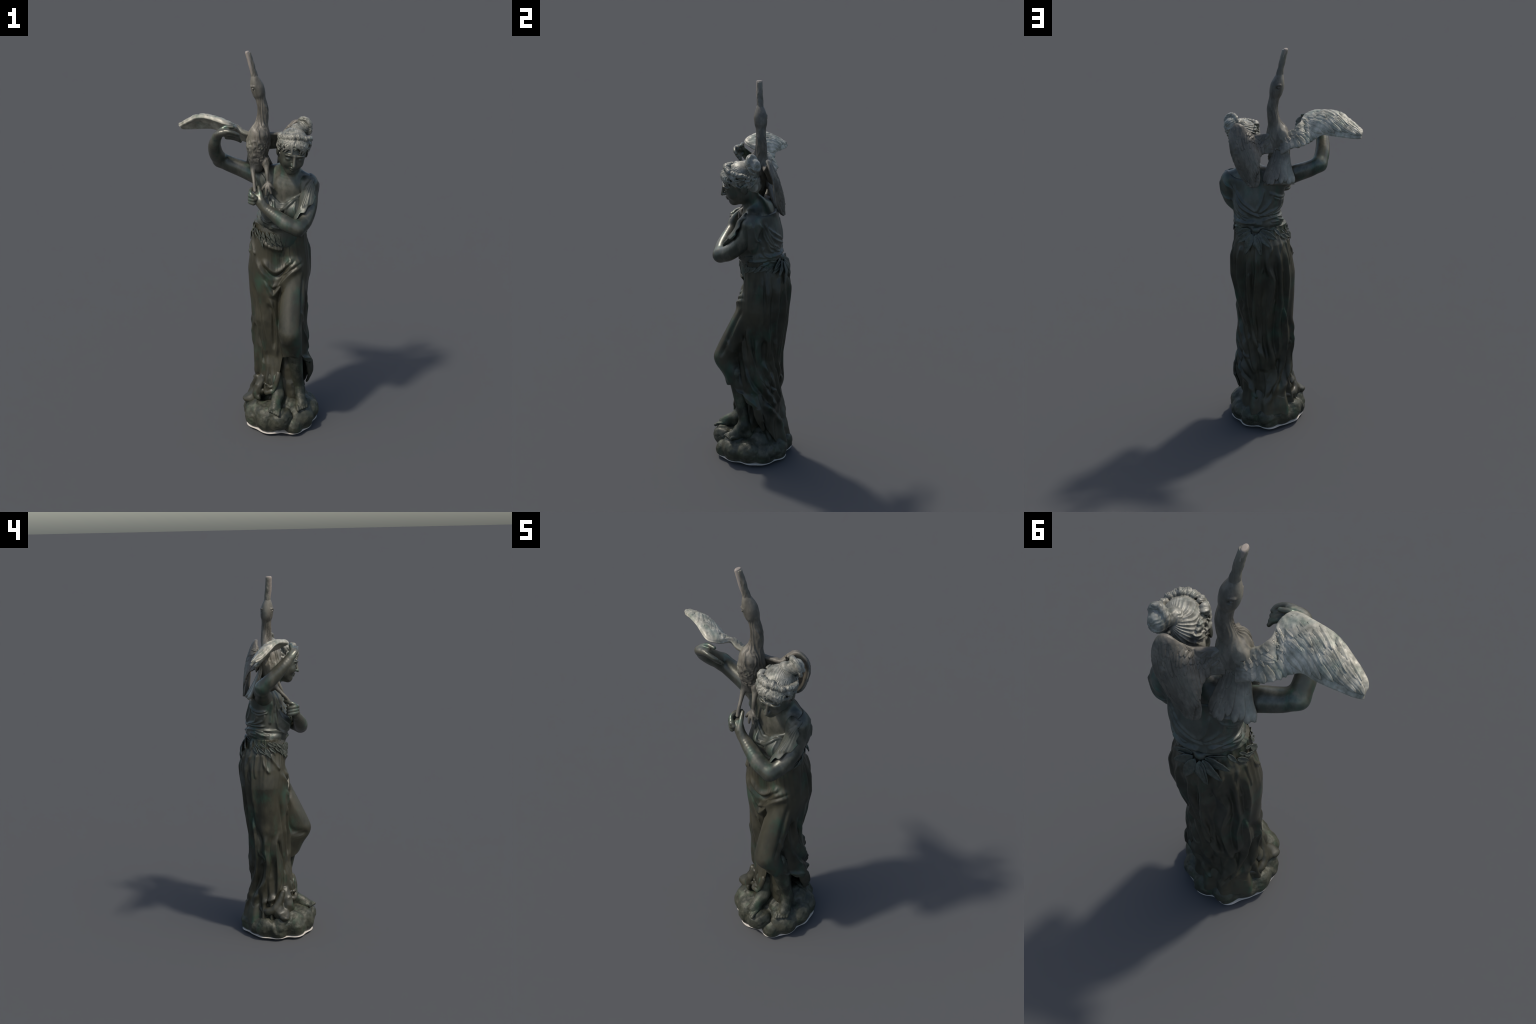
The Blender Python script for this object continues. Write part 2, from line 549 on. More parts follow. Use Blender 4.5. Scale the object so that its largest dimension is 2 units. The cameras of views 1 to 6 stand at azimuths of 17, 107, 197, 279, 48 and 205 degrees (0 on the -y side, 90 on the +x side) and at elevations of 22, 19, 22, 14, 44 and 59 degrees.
skin.add(Limb([V3(-0.095, -0.124, 1.634), V3(-0.066, -0.113, 1.652), V3(-0.032, -0.108, 1.652)], [0.012, 0.0105, 0.008]), 0.005, "hand:b")

sv, sq = skin.skin()
sv = relax(sv, sq, 2, 0.4)
names, lab = skin.labels(sv)
skin_mats = {n: M_skin for n in names}
woman_parts = add_split(sv, sq, names, lab, statue, skin_mats)
del skin

# ============================================================================= legs and feet
legs = Clay((0.09, -0.23, 0.09), (0.37, 0.12, 0.56), 0.0022)


def foot(heel, toe, ankle, shin, left):
    heel, toe, ankle = map(np.asarray, (heel, toe, ankle))
    legs.add(Limb([shin, ankle], [0.046, 0.027]), 0.01, "leg" + left)
    d = unit(toe - heel)
    lat = unit(np.cross(V3(0, 0, 1), d))
    mid = heel * 0.45 + toe * 0.55
    legs.add(Limb([ankle, heel], [0.026, 0.022]), 0.02, "foot" + left)
    legs.add(Limb([ankle + d * 0.01, mid + V3(0, 0, 0.018), toe - d * 0.026 + V3(0, 0, 0.006)], [0.028, 0.026, 0.020]), 0.02, "foot" + left)
    legs.add(Limb([heel, toe - d * 0.03], [0.020, 0.020]), 0.02, "foot" + left)
    legs.add(Limb([mid + lat * 0.012, toe - d * 0.03 + lat * 0.018], [0.018, 0.013]), 0.012, "foot" + left)
    legs.add(Limb([mid - lat * 0.012, toe - d * 0.03 - lat * 0.018], [0.018, 0.013]), 0.012, "foot" + left)
    sgn = 1 if left else -1                              # big toe on the inner side
    for i in range(5):
        o = (i - 2) * 0.0125 * sgn
        ln = 0.012 - 0.0045 * i
        b = toe - d * (0.028 + 0.002 * i) + lat * o
        legs.add(Limb([b + V3(0, 0, 0.004), b + d * (0.018 + ln * 0.5) + V3(0, 0, 0.004), b + d * (0.028 + ln) - V3(0, 0, 0.004)],
                      [0.0085, 0.0078, 0.0075 if i else 0.009]), 0.003, "foot" + left)


foot((0.162, -0.078, 0.158), (0.174, -0.190, 0.146), (0.166, -0.078, 0.196), (0.140, -0.045, 0.275), "")
foot((0.262, 0.005, 0.150), (0.303, -0.092, 0.140), (0.262, -0.008, 0.205), (0.245, -0.060, 0.50), ":b")
lv, lq = legs.skin()
lv = relax(lv, lq, 1, 0.4)
names, lab = legs.labels(lv)
add_split(lv, lq, names, lab, statue, {n: M_skin if False else M_rock for n in names})
del legs

# ============================================================================= bodice
NECK_X = [-0.05, 0.05, 0.093, 0.116, 0.144, 0.181, 0.212, 0.239, 0.262, 0.280, 0.291, 0.300, 0.34]
NECK_Z = [1.44, 1.42, 1.375, 1.318, 1.290, 1.262, 1.266, 1.288, 1.300, 1.306, 1.335, 1.365, 1.42]


def neckline(x, y):
    front = np.interp(x, NECK_X, NECK_Z)
    back = 1.372 + 0.9 * np.clip(np.abs(x - 0.19) - 0.06, 0, 1) ** 1.3
    w = smoothstep(0.01, 0.07, y)
    return front * (1 - w) + back * w


bod = Clay((-0.01, -0.10, 1.02), (0.36, 0.20, 1.44), 0.0022)
for prim, k in torso_pieces():
    bod.add(prim, k, grow=0.004)
bod.add(Limb([(0.205, 0.056, 1.39), (0.255, 0.052, 1.368), (0.304, 0.046, 1.340)], [0.030, 0.036, 0.044]), 0.03)
bod.add(Limb([(0.198, 0.058, 1.40), (0.14, 0.06, 1.385), (0.085, 0.055, 1.36)], [0.034, 0.040, 0.050]), 0.03)
bod.add(Limb([(0.296, 0.052, 1.352), (0.314, 0.052, 1.30), (0.306, 0.050, 1.245), (0.285, 0.052, 1.20)], [0.038, 0.038, 0.033, 0.016]), 0.02)
# pouch of cloth blousing over the girdle
A = np.linspace(0, 2 * np.pi, 33)
bod.add(Limb(np.stack([0.158 + 0.108 * np.cos(A), 0.052 + 0.095 * np.sin(A), 1.150 + 0.012 * np.sin(A) + 0.004 * np.sin(5 * A)], 1),
             0.012 + 0.003 * np.sin(7 * A), n=97), 0.03)
# rolled hem of the neckline (cowl)
xs = np.linspace(0.092, 0.298, 15)
rows = []
for x in xs:
    z = float(np.interp(x, NECK_X, NECK_Z))
    ys = np.linspace(-0.10, 0.10, 120)
    best = None
    dmin = np.min([p(np.float64(x) + 0 * ys, ys, z + 0 * ys) for p, _ in torso_pieces()], 0)
    hit = np.where(dmin < 0.002)[0]
    rows.append((x, ys[hit[0]] if len(hit) else 0.0, z))
rows = np.array(rows)
bod.keep(lambda x, y, z: (z - neckline(x, y)) * 0.6, 0.004)
roll_line = rows + np.stack([0 * xs, -0.002 - 0.006 * np.exp(-((xs - 0.185) / 0.04) ** 2), -0.004 + 0 * xs], 1)
bod.add(Limb(roll_line, 0.0075, n=61), 0.005)
bod.add(Limb(roll_line[2:11] + np.stack([0 * xs[2:11], -0.007 + 0 * xs[2:11], -0.013 - 0.014 * np.sin(np.linspace(0, np.pi, 9))], 1), 0.0105, n=40), 0.004)
def chest_front(x, z):
    """Most forward point of the trunk at (x, z)."""
    ys = np.linspace(-0.10, 0.10, 160)
    d_ = np.min([p(np.float64(x) + 0 * ys, ys, z + 0 * ys) for p, _ in torso_pieces()], 0)
    hit = np.where(d_ < 0.004)[0]
    return ys[hit[0]] if len(hit) else 0.0


# second, lower scalloped edge of the cowl and the small pulls hanging from it
cowl = [(0.147, 1.273), (0.160, 1.240), (0.183, 1.230), (0.212, 1.245), (0.239, 1.272), (0.254, 1.283), (0.272, 1.280), (0.288, 1.297)]
bod.add(Limb([(x, chest_front(x, z) - 0.006, z) for x, z in cowl], [0.005, 0.0075, 0.0085, 0.0085, 0.0075, 0.007, 0.007, 0.005], n=50), 0.004)
for x0, z0, x1, z1 in ((0.120, 1.300, 0.150, 1.215), (0.165, 1.222, 0.200, 1.195), (0.225, 1.250, 0.215, 1.205), (0.262, 1.275, 0.268, 1.215)):
    xm, zm = (x0 + x1) / 2 - 0.004, (z0 + z1) / 2
    bod.add(Limb([(x, chest_front(x, z) - 0.001, z) for x, z in ((x0, z0), (xm, zm), (x1, z1))], [0.003, 0.006, 0.003]), 0.006)
bv, bq = bod.skin()
bv = relax(bv, bq, 1, 0.4)
bn = vertex_normals(bv, bq)
BODICE_FOLDS = []
b_ang = np.degrees(np.arctan2(bv[:, 1] - 0.06, bv[:, 0] - 0.16)) % 360
b_rad = np.hypot(bv[:, 1] - 0.06, bv[:, 0] - 0.16)


def trunk_path(path, n=6):
    """Angles and heights round the trunk -> points on the bodice surface."""
    P = np.array(path, float)
    P[:, 0] = np.degrees(np.unwrap(np.radians(P[:, 0])))
    S = spline(np.column_stack([P[:, 0] * 0.002, P[:, 1], 0 * P[:, 1]]), n * len(P))
    out = []
    for a, z in zip(S[:, 0] / 0.002, S[:, 1]):
        da = np.abs((b_ang - a + 180) % 360 - 180) * 0.002
        out.append(bv[np.argmin(da + np.abs(bv[:, 2] - z) - 0.05 * b_rad)])
    return out


BACK_SWAGS = [  # path of (angle, height), width, height of fold
    ([(19, 1.352), (36, 1.285), (56, 1.244), (94, 1.211), (125, 1.189)], 0.006, 0.007),
    ([(15, 1.35), (24, 1.262), (42, 1.212), (85, 1.184)], 0.006, 0.006),
    ([(25, 1.322), (55, 1.276), (94, 1.231), (102, 1.211)], 0.006, 0.005),
    ([(130, 1.338), (119, 1.276), (98, 1.211)], 0.006, 0.005),
    ([(150, 1.324), (143, 1.265), (106, 1.208)], 0.006, 0.006),
    ([(165, 1.304), (164, 1.238), (118, 1.204)], 0.006, 0.006),
    ([(34, 1.161), (69, 1.162), (106, 1.168)], 0.008, 0.008),
    ([(115, 1.173), (150, 1.186), (190, 1.170)], 0.008, 0.008),
    ([(102, 1.204), (142, 1.206), (192, 1.207)], 0.006, 0.006)]
SIDE_PULLS = [
    ([(139, 1.319), (169, 1.288), (195, 1.292)], 0.006, 0.006), ([(148, 1.294), (172, 1.27), (198, 1.284)], 0.006, 0.005),
    ([(222, 1.334), (219, 1.282), (227, 1.188), (255, 1.154)], 0.006, 0.006), ([(204, 1.348), (204, 1.263), (202, 1.207)], 0.007, 0.006),
    ([(188, 1.285), (180, 1.236), (120, 1.199)], 0.006, 0.006), ([(130, 1.205), (172, 1.165), (196, 1.149)], 0.006, 0.006),
    ([(119, 1.184), (167, 1.182), (198, 1.179), (231, 1.166), (258, 1.15)], 0.007, 0.008), ([(233, 1.292), (238, 1.243), (262, 1.176)], 0.008, 0.004),
    ([(4, 1.359), (6, 1.283), (15, 1.226)], 0.005, 0.005), ([(9, 1.362), (25, 1.293), (40, 1.233), (81, 1.186)], 0.006, 0.006),
    ([(25, 1.351), (37, 1.269), (57, 1.19), (83, 1.174)], 0.006, 0.006), ([(28, 1.258), (37, 1.198), (54, 1.175)], 0.006, 0.006),
    ([(339, 1.137), (12, 1.142), (34, 1.148)], 0.006, 0.006), ([(323, 1.12), (11, 1.118), (40, 1.127)], 0.006, 0.006),
    ([(18, 1.218), (24, 1.171), (51, 1.15)], 0.006, 0.006)]
for path, w, h in BACK_SWAGS + SIDE_PULLS:
    BODICE_FOLDS.append((trunk_path(path), w, h * 1.35))
# crumples around the waist
for i in range(30):
    a = 360 * i / 30 + rng.uniform(-6, 6)
    z = rng.uniform(1.115, 1.165)
    sl = rng.uniform(-0.012, 0.012)
    BODICE_FOLDS.append((trunk_path([(a, z - sl), (a + 14, z), (a + 28, z + sl)]), 0.006, rng.uniform(0.003, 0.007)))
bv = press(bv, bn, BODICE_FOLDS)
add_object("bodice", make_mesh("bodice", bv, bq), statue, M_bodice)
del bod

# sleeve: front flap hanging over the upper arm, knotted with a button on the shoulder
slv = Clay((0.23, -0.12, 1.19), (0.40, 0.11, 1.42), 0.0022)
slv.add(Limb([V3(0.300, 0.040, 1.350), V3(0.316, 0.018, 1.292), V3(0.315, -0.020, 1.240), V3(0.306, -0.070, 1.188)], [0.050, 0.053, 0.052, 0.050]), 0.01)


def sleeve_edge(x, y, z):
    hem_ = 1.226 + (x - 0.288) * 0.75 + (y + 0.06) * 0.2 + 0.006 * np.sin(x * 130 + y * 60) - z
    back_ = y - (0.020 - (1.385 - z) * 0.42) + 0.004 * np.sin(z * 140)
    return np.maximum(hem_, back_) * 0.8


slv.keep(sleeve_edge, 0.003)
slv.add(Ellipsoid((0.328, 0.026, 1.378), (0.012, 0.012, 0.010)), 0.003)
vv, qq = slv.skin()
vv = relax(vv, qq, 1, 0.4)
nn = vertex_normals(vv, qq)
F = []
for i in range(6):
    o = i / 5
    F.append(([V3(0.335, 0.020, 1.385), V3(0.300 + 0.05 * o, -0.030 + 0.01 * o, 1.33), V3(0.268 + 0.092 * o, -0.090 + 0.03 * o, 1.235 + 0.04 * o)], 0.006, 0.008))
vv = press(vv, nn, F, taper=0.12)
add_object("sleeve", make_mesh("sleeve", vv, qq), statue, M_bodice)

# ============================================================================= skirt
SK_C = V3(0.155, 0.030, 0)
SK_LEVELS = {      # height: radius at 0, 30 ... 330 degrees (0 = her left, 90 = back, 180 = her right, 270 = front)
    1.150: (0.098, 0.102, 0.110, 0.114, 0.114, 0.106, 0.092, 0.080, 0.070, 0.066, 0.070, 0.084),
    1.100: (0.110, 0.122, 0.134, 0.140, 0.143, 0.138, 0.123, 0.108, 0.090, 0.080, 0.069, 0.084),
    1.050: (0.120, 0.137, 0.147, 0.153, 0.164, 0.162, 0.139, 0.112, 0.091, 0.077, 0.068, 0.085),
    0.970: (0.137, 0.153, 0.161, 0.165, 0.172, 0.176, 0.161, 0.129, 0.096, 0.073, 0.066, 0.092),
    0.870: (0.147, 0.160, 0.161, 0.160, 0.169, 0.180, 0.175, 0.139, 0.103, 0.081, 0.078, 0.108),
    0.760: (0.138, 0.148, 0.148, 0.143, 0.154, 0.170, 0.171, 0.137, 0.103, 0.088, 0.090, 0.118),
    0.660: (0.130, 0.136, 0.134, 0.130, 0.141, 0.161, 0.165, 0.120, 0.095, 0.088, 0.108, 0.122),
    0.580: (0.134, 0.132, 0.121, 0.119, 0.130, 0.154, 0.161, 0.115, 0.095, 0.090, 0.114, 0.128),
    0.500: (0.143, 0.141, 0.126, 0.120, 0.128, 0.150, 0.157, 0.112, 0.093, 0.092, 0.114, 0.130),
    0.410: (0.142, 0.143, 0.129, 0.124, 0.130, 0.139, 0.141, 0.104, 0.091, 0.092, 0.110, 0.126),
    0.340: (0.161, 0.153, 0.135, 0.120, 0.124, 0.135, 0.136, 0.104, 0.106, 0.108, 0.110, 0.134),
    0.270: (0.166, 0.153, 0.136, 0.126, 0.136, 0.143, 0.137, 0.122, 0.119, 0.127, 0.112, 0.134),
    0.200: (0.146, 0.144, 0.142, 0.134, 0.146, 0.148, 0.140, 0.130, 0.126, 0.136, 0.116, 0.124),
    0.120: (0.144, 0.150, 0.156, 0.160, 0.168, 0.164, 0.156, 0.144, 0.128, 0.136, 0.120, 0.120),
    0.060: (0.144, 0.152, 0.162, 0.174, 0.180, 0.174, 0.164, 0.148, 0.128, 0.136, 0.100, 0.120),
}
HEM = {0: 0.350, 12: 0.325, 24: 0.285, 36: 0.205, 52: 0.125, 80: 0.085, 110: 0.085, 140: 0.085, 170: 0.10, 195: 0.12, 212: 0.15,
       230: 0.178, 245: 0.198, 258: 0.206, 270: 0.218, 278: 0.265, 285: 0.375, 292: 0.440, 304: 0.450, 318: 0.440, 335: 0.412, 348: 0.380, 360: 0.350}
# legs pressing through the cloth: height, centre x, centre y, radius
LEFT_LEG = [(0.98, 0.228, 0.052, 0.062), (0.87, 0.234, 0.014, 0.064), (0.76, 0.240, -0.038, 0.065), (0.66, 0.244, -0.090, 0.062),
            (0.59, 0.247, -0.122, 0.060), (0.55, 0.246, -0.114, 0.059), (0.50, 0.242, -0.080, 0.057), (0.40, 0.240, -0.042, 0.050), (0.05, 0.24, 0.0, 0.05)]
RIGHT_LEG = [(0.98, 0.090, 0.046, 0.070), (0.80, 0.085, 0.024, 0.072), (0.60, 0.086, 0.010, 0.065), (0.45, 0.090, 0.006, 0.060), (0.30, 0.092, 0.0, 0.055), (0.05, 0.1, 0.0, 0.05)]


def periodic(table, th):
    """Smooth periodic interpolation of rows of 12 radii at angles th (radians)."""
    t = th / (2 * np.pi) * 12
    i = np.floor(t).astype(int)
    f = t - i
    p = [table[:, (i + k) % 12] for k in (-1, 0, 1, 2)]
    return p[1] + 0.5 * f * (p[2] - p[0] + f * (2 * p[0] - 5 * p[1] + 4 * p[2] - p[3] + f * (3 * (p[1] - p[2]) + p[3] - p[0])))


zl = np.array(sorted(SK_LEVELS))
tabl = np.array([SK_LEVELS[z] for z in zl])


def leg_radius(path, th, z):
    P = np.array(path)[::-1]
    zs = np.linspace(0.05, 1.2, 231)
    ker = np.hanning(15) / np.hanning(15).sum()
    cx, cy, rr = (np.interp(z, zs, np.convolve(np.pad(np.interp(zs, P[:, 0], P[:, k]), 7, mode="edge"), ker, "valid")) for k in (1, 2, 3))
    ux, uy = np.cos(th), np.sin(th)
    dx, dy = cx - SK_C[0], cy - SK_C[1]
    b = dx * ux + dy * uy
    disc = rr**2 - (dx**2 + dy**2 - b**2)
    return np.where(disc > 0, b + np.sqrt(np.maximum(disc, 0)), b - 2.0 * np.sqrt(np.maximum(-disc, 0)))


def smax(a, b, k):
    h = np.clip(0.5 + 0.5 * (a - b) / k, 0, 1)
    return b * (1 - h) + a * h + k * h * (1 - h)


def skirt_radius(th, z):
    """Radius for a flat array of angles and heights, before folds."""
    zz = np.clip(z, zl[0], zl[-1])
    TH = np.linspace(0, 2 * np.pi, 145)[:-1]
    R = periodic(tabl, TH)                                    # levels x angles
    j = np.clip(np.searchsorted(zl, zz) - 1, 0, len(zl) - 2)
    f = (zz - zl[j]) / (zl[j + 1] - zl[j])
    f = f * f * (3 - 2 * f) * 0.35 + f * 0.65
    a = (th % (2 * np.pi)) / (2 * np.pi) * 144
    i0 = np.floor(a).astype(int) % 144
    fa = a - np.floor(a)
    i1 = (i0 + 1) % 144
    r = (R[j, i0] * (1 - fa) + R[j, i1] * fa) * (1 - f) + (R[j + 1, i0] * (1 - fa) + R[j + 1, i1] * fa) * f
    r = smax(r, leg_radius(LEFT_LEG, th, z), 0.022)
    r = smax(r, leg_radius(RIGHT_LEG, th, z), 0.020)
    return r


NT, NZ = 640, 440
th = np.linspace(0, 2 * np.pi, NT, endpoint=False)
hk = sorted(HEM)
hem = np.interp(np.degrees(th), hk, [HEM[k] for k in hk])
hem = np.convolve(np.concatenate([hem[-12:], hem, hem[:12]]), np.ones(25) / 25, "valid")
hem = hem + 0.006 * np.sin(9 * th + 1) + 0.004 * np.sin(17 * th)
top = 1.135
s = np.linspace(0, 1, NZ)[:, None]
Z = top + (hem[None, :] - top) * s
TH = np.broadcast_to(th[None, :], Z.shape)
R = skirt_radius(TH.ravel(), Z.ravel()).reshape(Z.shape)

# running pleats: ridged waves whose phase wanders, strong at sides and back, absent where the legs press through
deg = np.degrees(TH)
calm = np.exp(-((deg - 296) / 26) ** 2) * smoothstep(0.98, 0.86, Z) + np.exp(-((deg - 232) / 24) ** 2) * smoothstep(0.3, 0.5, Z)
calm = np.clip(calm, 0, 1)
P3 = np.stack([np.cos(TH).ravel() * 1.2, np.sin(TH).ravel() * 1.2, Z.ravel() * 1.6], 1)
wander = fbm(P3, 1.3, 2, 3).reshape(Z.shape)
wander2 = fbm(P3, 2.1, 2, 9).reshape(Z.shape)
wave = np.cos(TH * 17 + 2.6 * wander + 1.2 * (1 - Z))
wave2 = np.cos(TH * 37 + 4.0 * wander2)
ridge = 1 - np.abs(wave) ** 0.7 * np.sign(np.abs(wave)) * 1.0
back = 0.5 + 0.5 * np.cos(np.radians(deg - 80))
amp = (0.0015 + 0.0035 * smoothstep(0.95, 0.5, Z) + 0.0025 * back * smoothstep(1.0, 0.6, Z)) * (1 - 0.95 * calm)
amp = amp * (0.7 + 0.5 * wander2)
fine = 0.0022 * smoothstep(0.80, 1.05, Z) * (1 - 0.8 * np.exp(-((deg - 268) / 40) ** 2))
R = R + 0.6 * amp * wave + 0.6 * fine * wave2 - 0.001 * (1 - calm)
side_ = smoothstep(15, 50, deg) * smoothstep(278, 262, deg)
R = R + 0.0085 * smoothstep(0.34, 0.14, Z) * side_ * np.cos(TH * 13 + 3.0 * wander) + 0.007 * np.exp(-((Z - 0.25) / 0.07) ** 2) * np.exp(-((deg - 252) / 22) ** 2) * np.cos(TH * 23 + 30 * Z)

PX = SK_C[0] + R * np.cos(TH)
PY = SK_C[1] + R * np.sin(TH)
outer = np.stack([PX, PY, Z], -1)


def on_skirt(a, z, out=0.0):
    t = np.array([math.radians(a)])
    r = float(skirt_radius(t, np.array([z]))[0]) + out
    return (SK_C[0] + r * math.cos(t[0]), SK_C[1] + r * math.sin(t[0]), z)


SKIRT_FOLDS = []


def fold(path, w, h):
    P = np.array(path, float)
    P[:, 0] = np.degrees(np.unwrap(np.radians(P[:, 0])))
    S = spline(np.column_stack([P[:, 0] * 0.0026, P[:, 1], 0 * P[:, 1]]), 6 * len(P))
    t = np.radians(S[:, 0] / 0.0026)
    r = skirt_radius(t, S[:, 1])
    SKIRT_FOLDS.append((np.stack([SK_C[0] + r * np.cos(t), SK_C[1] + r * np.sin(t), S[:, 1]], 1), w, h))


# each fold: path of (angle, height), width, relief (negative = valley)
FRONT_FOLDS = [     # swags across the belly, cloth drawn between the thighs
    ([(219, 1.062), (243, 1.033), (272, 1.017), (303, 1.006)], 0.012, 0.013),
    ([(228, 0.962), (245, 0.919), (267, 0.892), (296, 0.906), (320, 0.939), (332, 0.974)], 0.012, 0.013),
    ([(208, 0.964), (225, 0.907), (245, 0.853), (259, 0.812), (281, 0.825), (303, 0.881), (329, 0.93), (351, 0.957)], 0.012, 0.013),
    ([(230, 0.862), (247, 0.806), (261, 0.765), (276, 0.789), (295, 0.834), (319, 0.89), (352, 0.934)], 0.012, 0.013),
    ([(227, 0.929), (249, 0.878), (272, 0.865), (300, 0.887), (322, 0.925)], 0.008, -0.008),
    ([(233, 0.888), (250, 0.835), (261, 0.793), (286, 0.843), (315, 0.903)], 0.007, -0.006),
    ([(298, 0.83), (281, 0.753), (276, 0.674), (280, 0.582), (289, 0.54)], 0.010, -0.012),
    ([(245, 0.756), (263, 0.683), (272, 0.595), (274, 0.498), (272, 0.40)], 0.008, 0.009),
    ([(240, 0.715), (258, 0.641), (262, 0.542), (262, 0.44)], 0.010, -0.011),
    ([(203, 0.835), (217, 0.672), (228, 0.548), (237, 0.444), (240, 0.353)], 0.010, -0.012),
    ([(228, 0.646), (237, 0.485), (241, 0.402)], 0.010, 0.006),
    ([(196, 0.585), (211, 0.502), (223, 0.43), (228, 0.348)], 0.010, -0.013),
    ([(345, 0.886), (330, 0.788), (321, 0.688), (313, 0.594)], 0.009, -0.009),
    ([(326, 0.903), (306, 0.867), (290, 0.804)], 0.005, 0.004), ([(346, 0.938), (320, 0.897), (301, 0.839)], 0.005, 0.004)]
RIGHT_FOLDS = [     # her right side: pleats from the girdle, long tubes sweeping back to the rock
    ([(127, 1.054), (117, 0.982), (105, 0.897)], 0.006, 0.005), ([(146, 1.062), (140, 0.994), (146, 0.886)], 0.006, 0.006),
    ([(158, 1.064), (157, 1.0), (159, 0.92)], 0.006, 0.005), ([(170, 1.066), (174, 1.002), (187, 0.95)], 0.006, 0.006),
    ([(185, 1.064), (194, 1.014), (211, 0.963)], 0.006, 0.006),
    ([(146, 0.824), (151, 0.734), (157, 0.626), (168, 0.555), (169, 0.475)], 0.013, -0.013),
    ([(164, 0.537), (165, 0.426), (149, 0.307), (128, 0.222)], 0.011, -0.015),
    ([(143, 0.729), (150, 0.655), (154, 0.544), (154, 0.458), (145, 0.353), (125, 0.228), (103, 0.127)], 0.011, 0.014),
    ([(175, 0.617), (172, 0.521), (178, 0.444), (167, 0.323), (137, 0.189)], 0.011, 0.014),
    ([(191, 0.62), (183, 0.512), (185, 0.427), (180, 0.342)], 0.010, -0.013),
    ([(204, 0.626), (194, 0.518), (199, 0.424), (201, 0.34), (195, 0.251), (154, 0.193)], 0.010, 0.013),
    ([(221, 0.648), (219, 0.416), (213, 0.295), (188, 0.22)], 0.010, -0.012),
    ([(131, 0.785), (118, 0.626), (112, 0.498)], 0.008, 0.008)]
LEFT_FOLDS = [      # her left side: tubes falling from the hip, curving back below the knee
    ([(42, 1.088), (38, 0.967), (39, 0.813), (50, 0.648), (68, 0.505), (79, 0.366), (96, 0.228)], 0.011, 0.013),
    ([(30, 1.062), (27, 0.933), (30, 0.792)], 0.008, 0.005),
    ([(355, 0.812), (0, 0.693), (14, 0.564), (25, 0.489), (44, 0.384), (74, 0.264)], 0.011, 0.013),
    ([(17, 0.724), (14, 0.611), (25, 0.497), (52, 0.424), (76, 0.384)], 0.011, 0.015),
    ([(300, 0.47), (328, 0.415), (5, 0.367), (24, 0.312), (36, 0.225)], 0.007, 0.006),
    ([(341, 0.752), (345, 0.599), (5, 0.454), (22, 0.392)], 0.009, 0.009),
    ([(51, 0.999), (44, 0.774), (57, 0.599), (75, 0.483)], 0.012, -0.016), ([(81, 1.015), (66, 0.836), (57, 0.665)], 0.013, -0.016),
    ([(3, 0.773), (8, 0.651), (20, 0.534), (38, 0.457), (66, 0.4)], 0.011, -0.016),
    ([(345, 0.6), (7, 0.469), (28, 0.4), (51, 0.32)], 0.010, -0.012), ([(32, 0.723), (37, 0.594), (53, 0.48)], 0.012, -0.016),
    ([(320, 0.711), (326, 0.643), (325, 0.552)], 0.008, 0.004), ([(67, 1.047), (59, 0.958), (56, 0.826)], 0.010, 0.010),
    ([(83, 0.936), (81, 0.796), (79, 0.643)], 0.009, 0.010)]
BACK_FOLDS = [      # long tubes from the girdle to the rock, two hanging tails, crossing drapes at the calf, a hollow at the foot
    ([(60, 1.07), (58, 0.85), (62, 0.65), (68, 0.50), (80, 0.37), (92, 0.24), (98, 0.12)], 0.011, 0.010),
    ([(76, 1.07), (79, 0.85), (75, 0.66), (81, 0.516), (100, 0.435), (114, 0.37)], 0.011, 0.011),
    ([(97, 1.05), (98, 0.93), (90, 0.80), (84, 0.68), (86, 0.56), (96, 0.47)], 0.010, 0.011),
    ([(120, 1.06), (115, 0.95), (127, 0.86), (121, 0.73), (115, 0.62), (118, 0.50), (127, 0.38), (130, 0.29), (110, 0.21), (95, 0.12)], 0.012, 0.012),
    ([(136, 1.07), (138, 0.84), (142, 0.72), (137, 0.60), (138, 0.46), (129, 0.36)], 0.011, 0.011),
    ([(151, 1.07), (153, 0.85), (155, 0.65), (160, 0.50), (172, 0.46), (142, 0.40)], 0.010, 0.009),
    ([(26, 0.60), (48, 0.50), (60, 0.41), (78, 0.34), (90, 0.29)], 0.011, 0.011),
    ([(33, 0.36), (53, 0.285), (76, 0.215), (88, 0.16)], 0.011, 0.011),
    ([(68, 1.02), (67, 0.80), (68, 0.62), (74, 0.48), (87, 0.36)], 0.011, -0.010),
    ([(88, 1.02), (90, 0.90), (83, 0.76), (79, 0.62), (90, 0.49)], 0.010, -0.009),
    ([(109, 1.02), (112, 0.84), (104, 0.72), (101, 0.58), (110, 0.46), (118, 0.40)], 0.013, -0.014),
    ([(129, 1.02), (134, 0.80), (130, 0.62), (128, 0.48), (134, 0.43)], 0.011, -0.011),
    ([(145, 1.02), (147, 0.80), (146, 0.62), (148, 0.47)], 0.010, -0.009),
    ([(101, 0.345), (97, 0.262), (88, 0.180)], 0.022, -0.019), ([(140, 0.408), (118, 0.318), (104, 0.264)], 0.012, -0.010)]
for group_ in (FRONT_FOLDS, RIGHT_FOLDS, LEFT_FOLDS, BACK_FOLDS):
    for path, w, h in group_:
        fold(path, w * 1.1, np.sign(h) * min(abs(h) * (1.15 if group_ is FRONT_FOLDS else 1.45 if h > 0 else 0.9), 0.026))

V = outer.reshape(-1, 3)
Qo = sheet(outer, closed_u=True)
Qo = Qo[:, ::-1]
N = vertex_normals(V, Qo)
if N[NT * 100, 0] < 0:
    Qo = Qo[:, ::-1]
    N = -N
V = press(V, N, SKIRT_FOLDS)
V = relax(V, Qo, 3, 0.5, mask=smoothstep(0.02, 0.06, np.repeat(np.linspace(1, 0, NZ), NT)))
O = V.reshape(NZ, NT, 3)
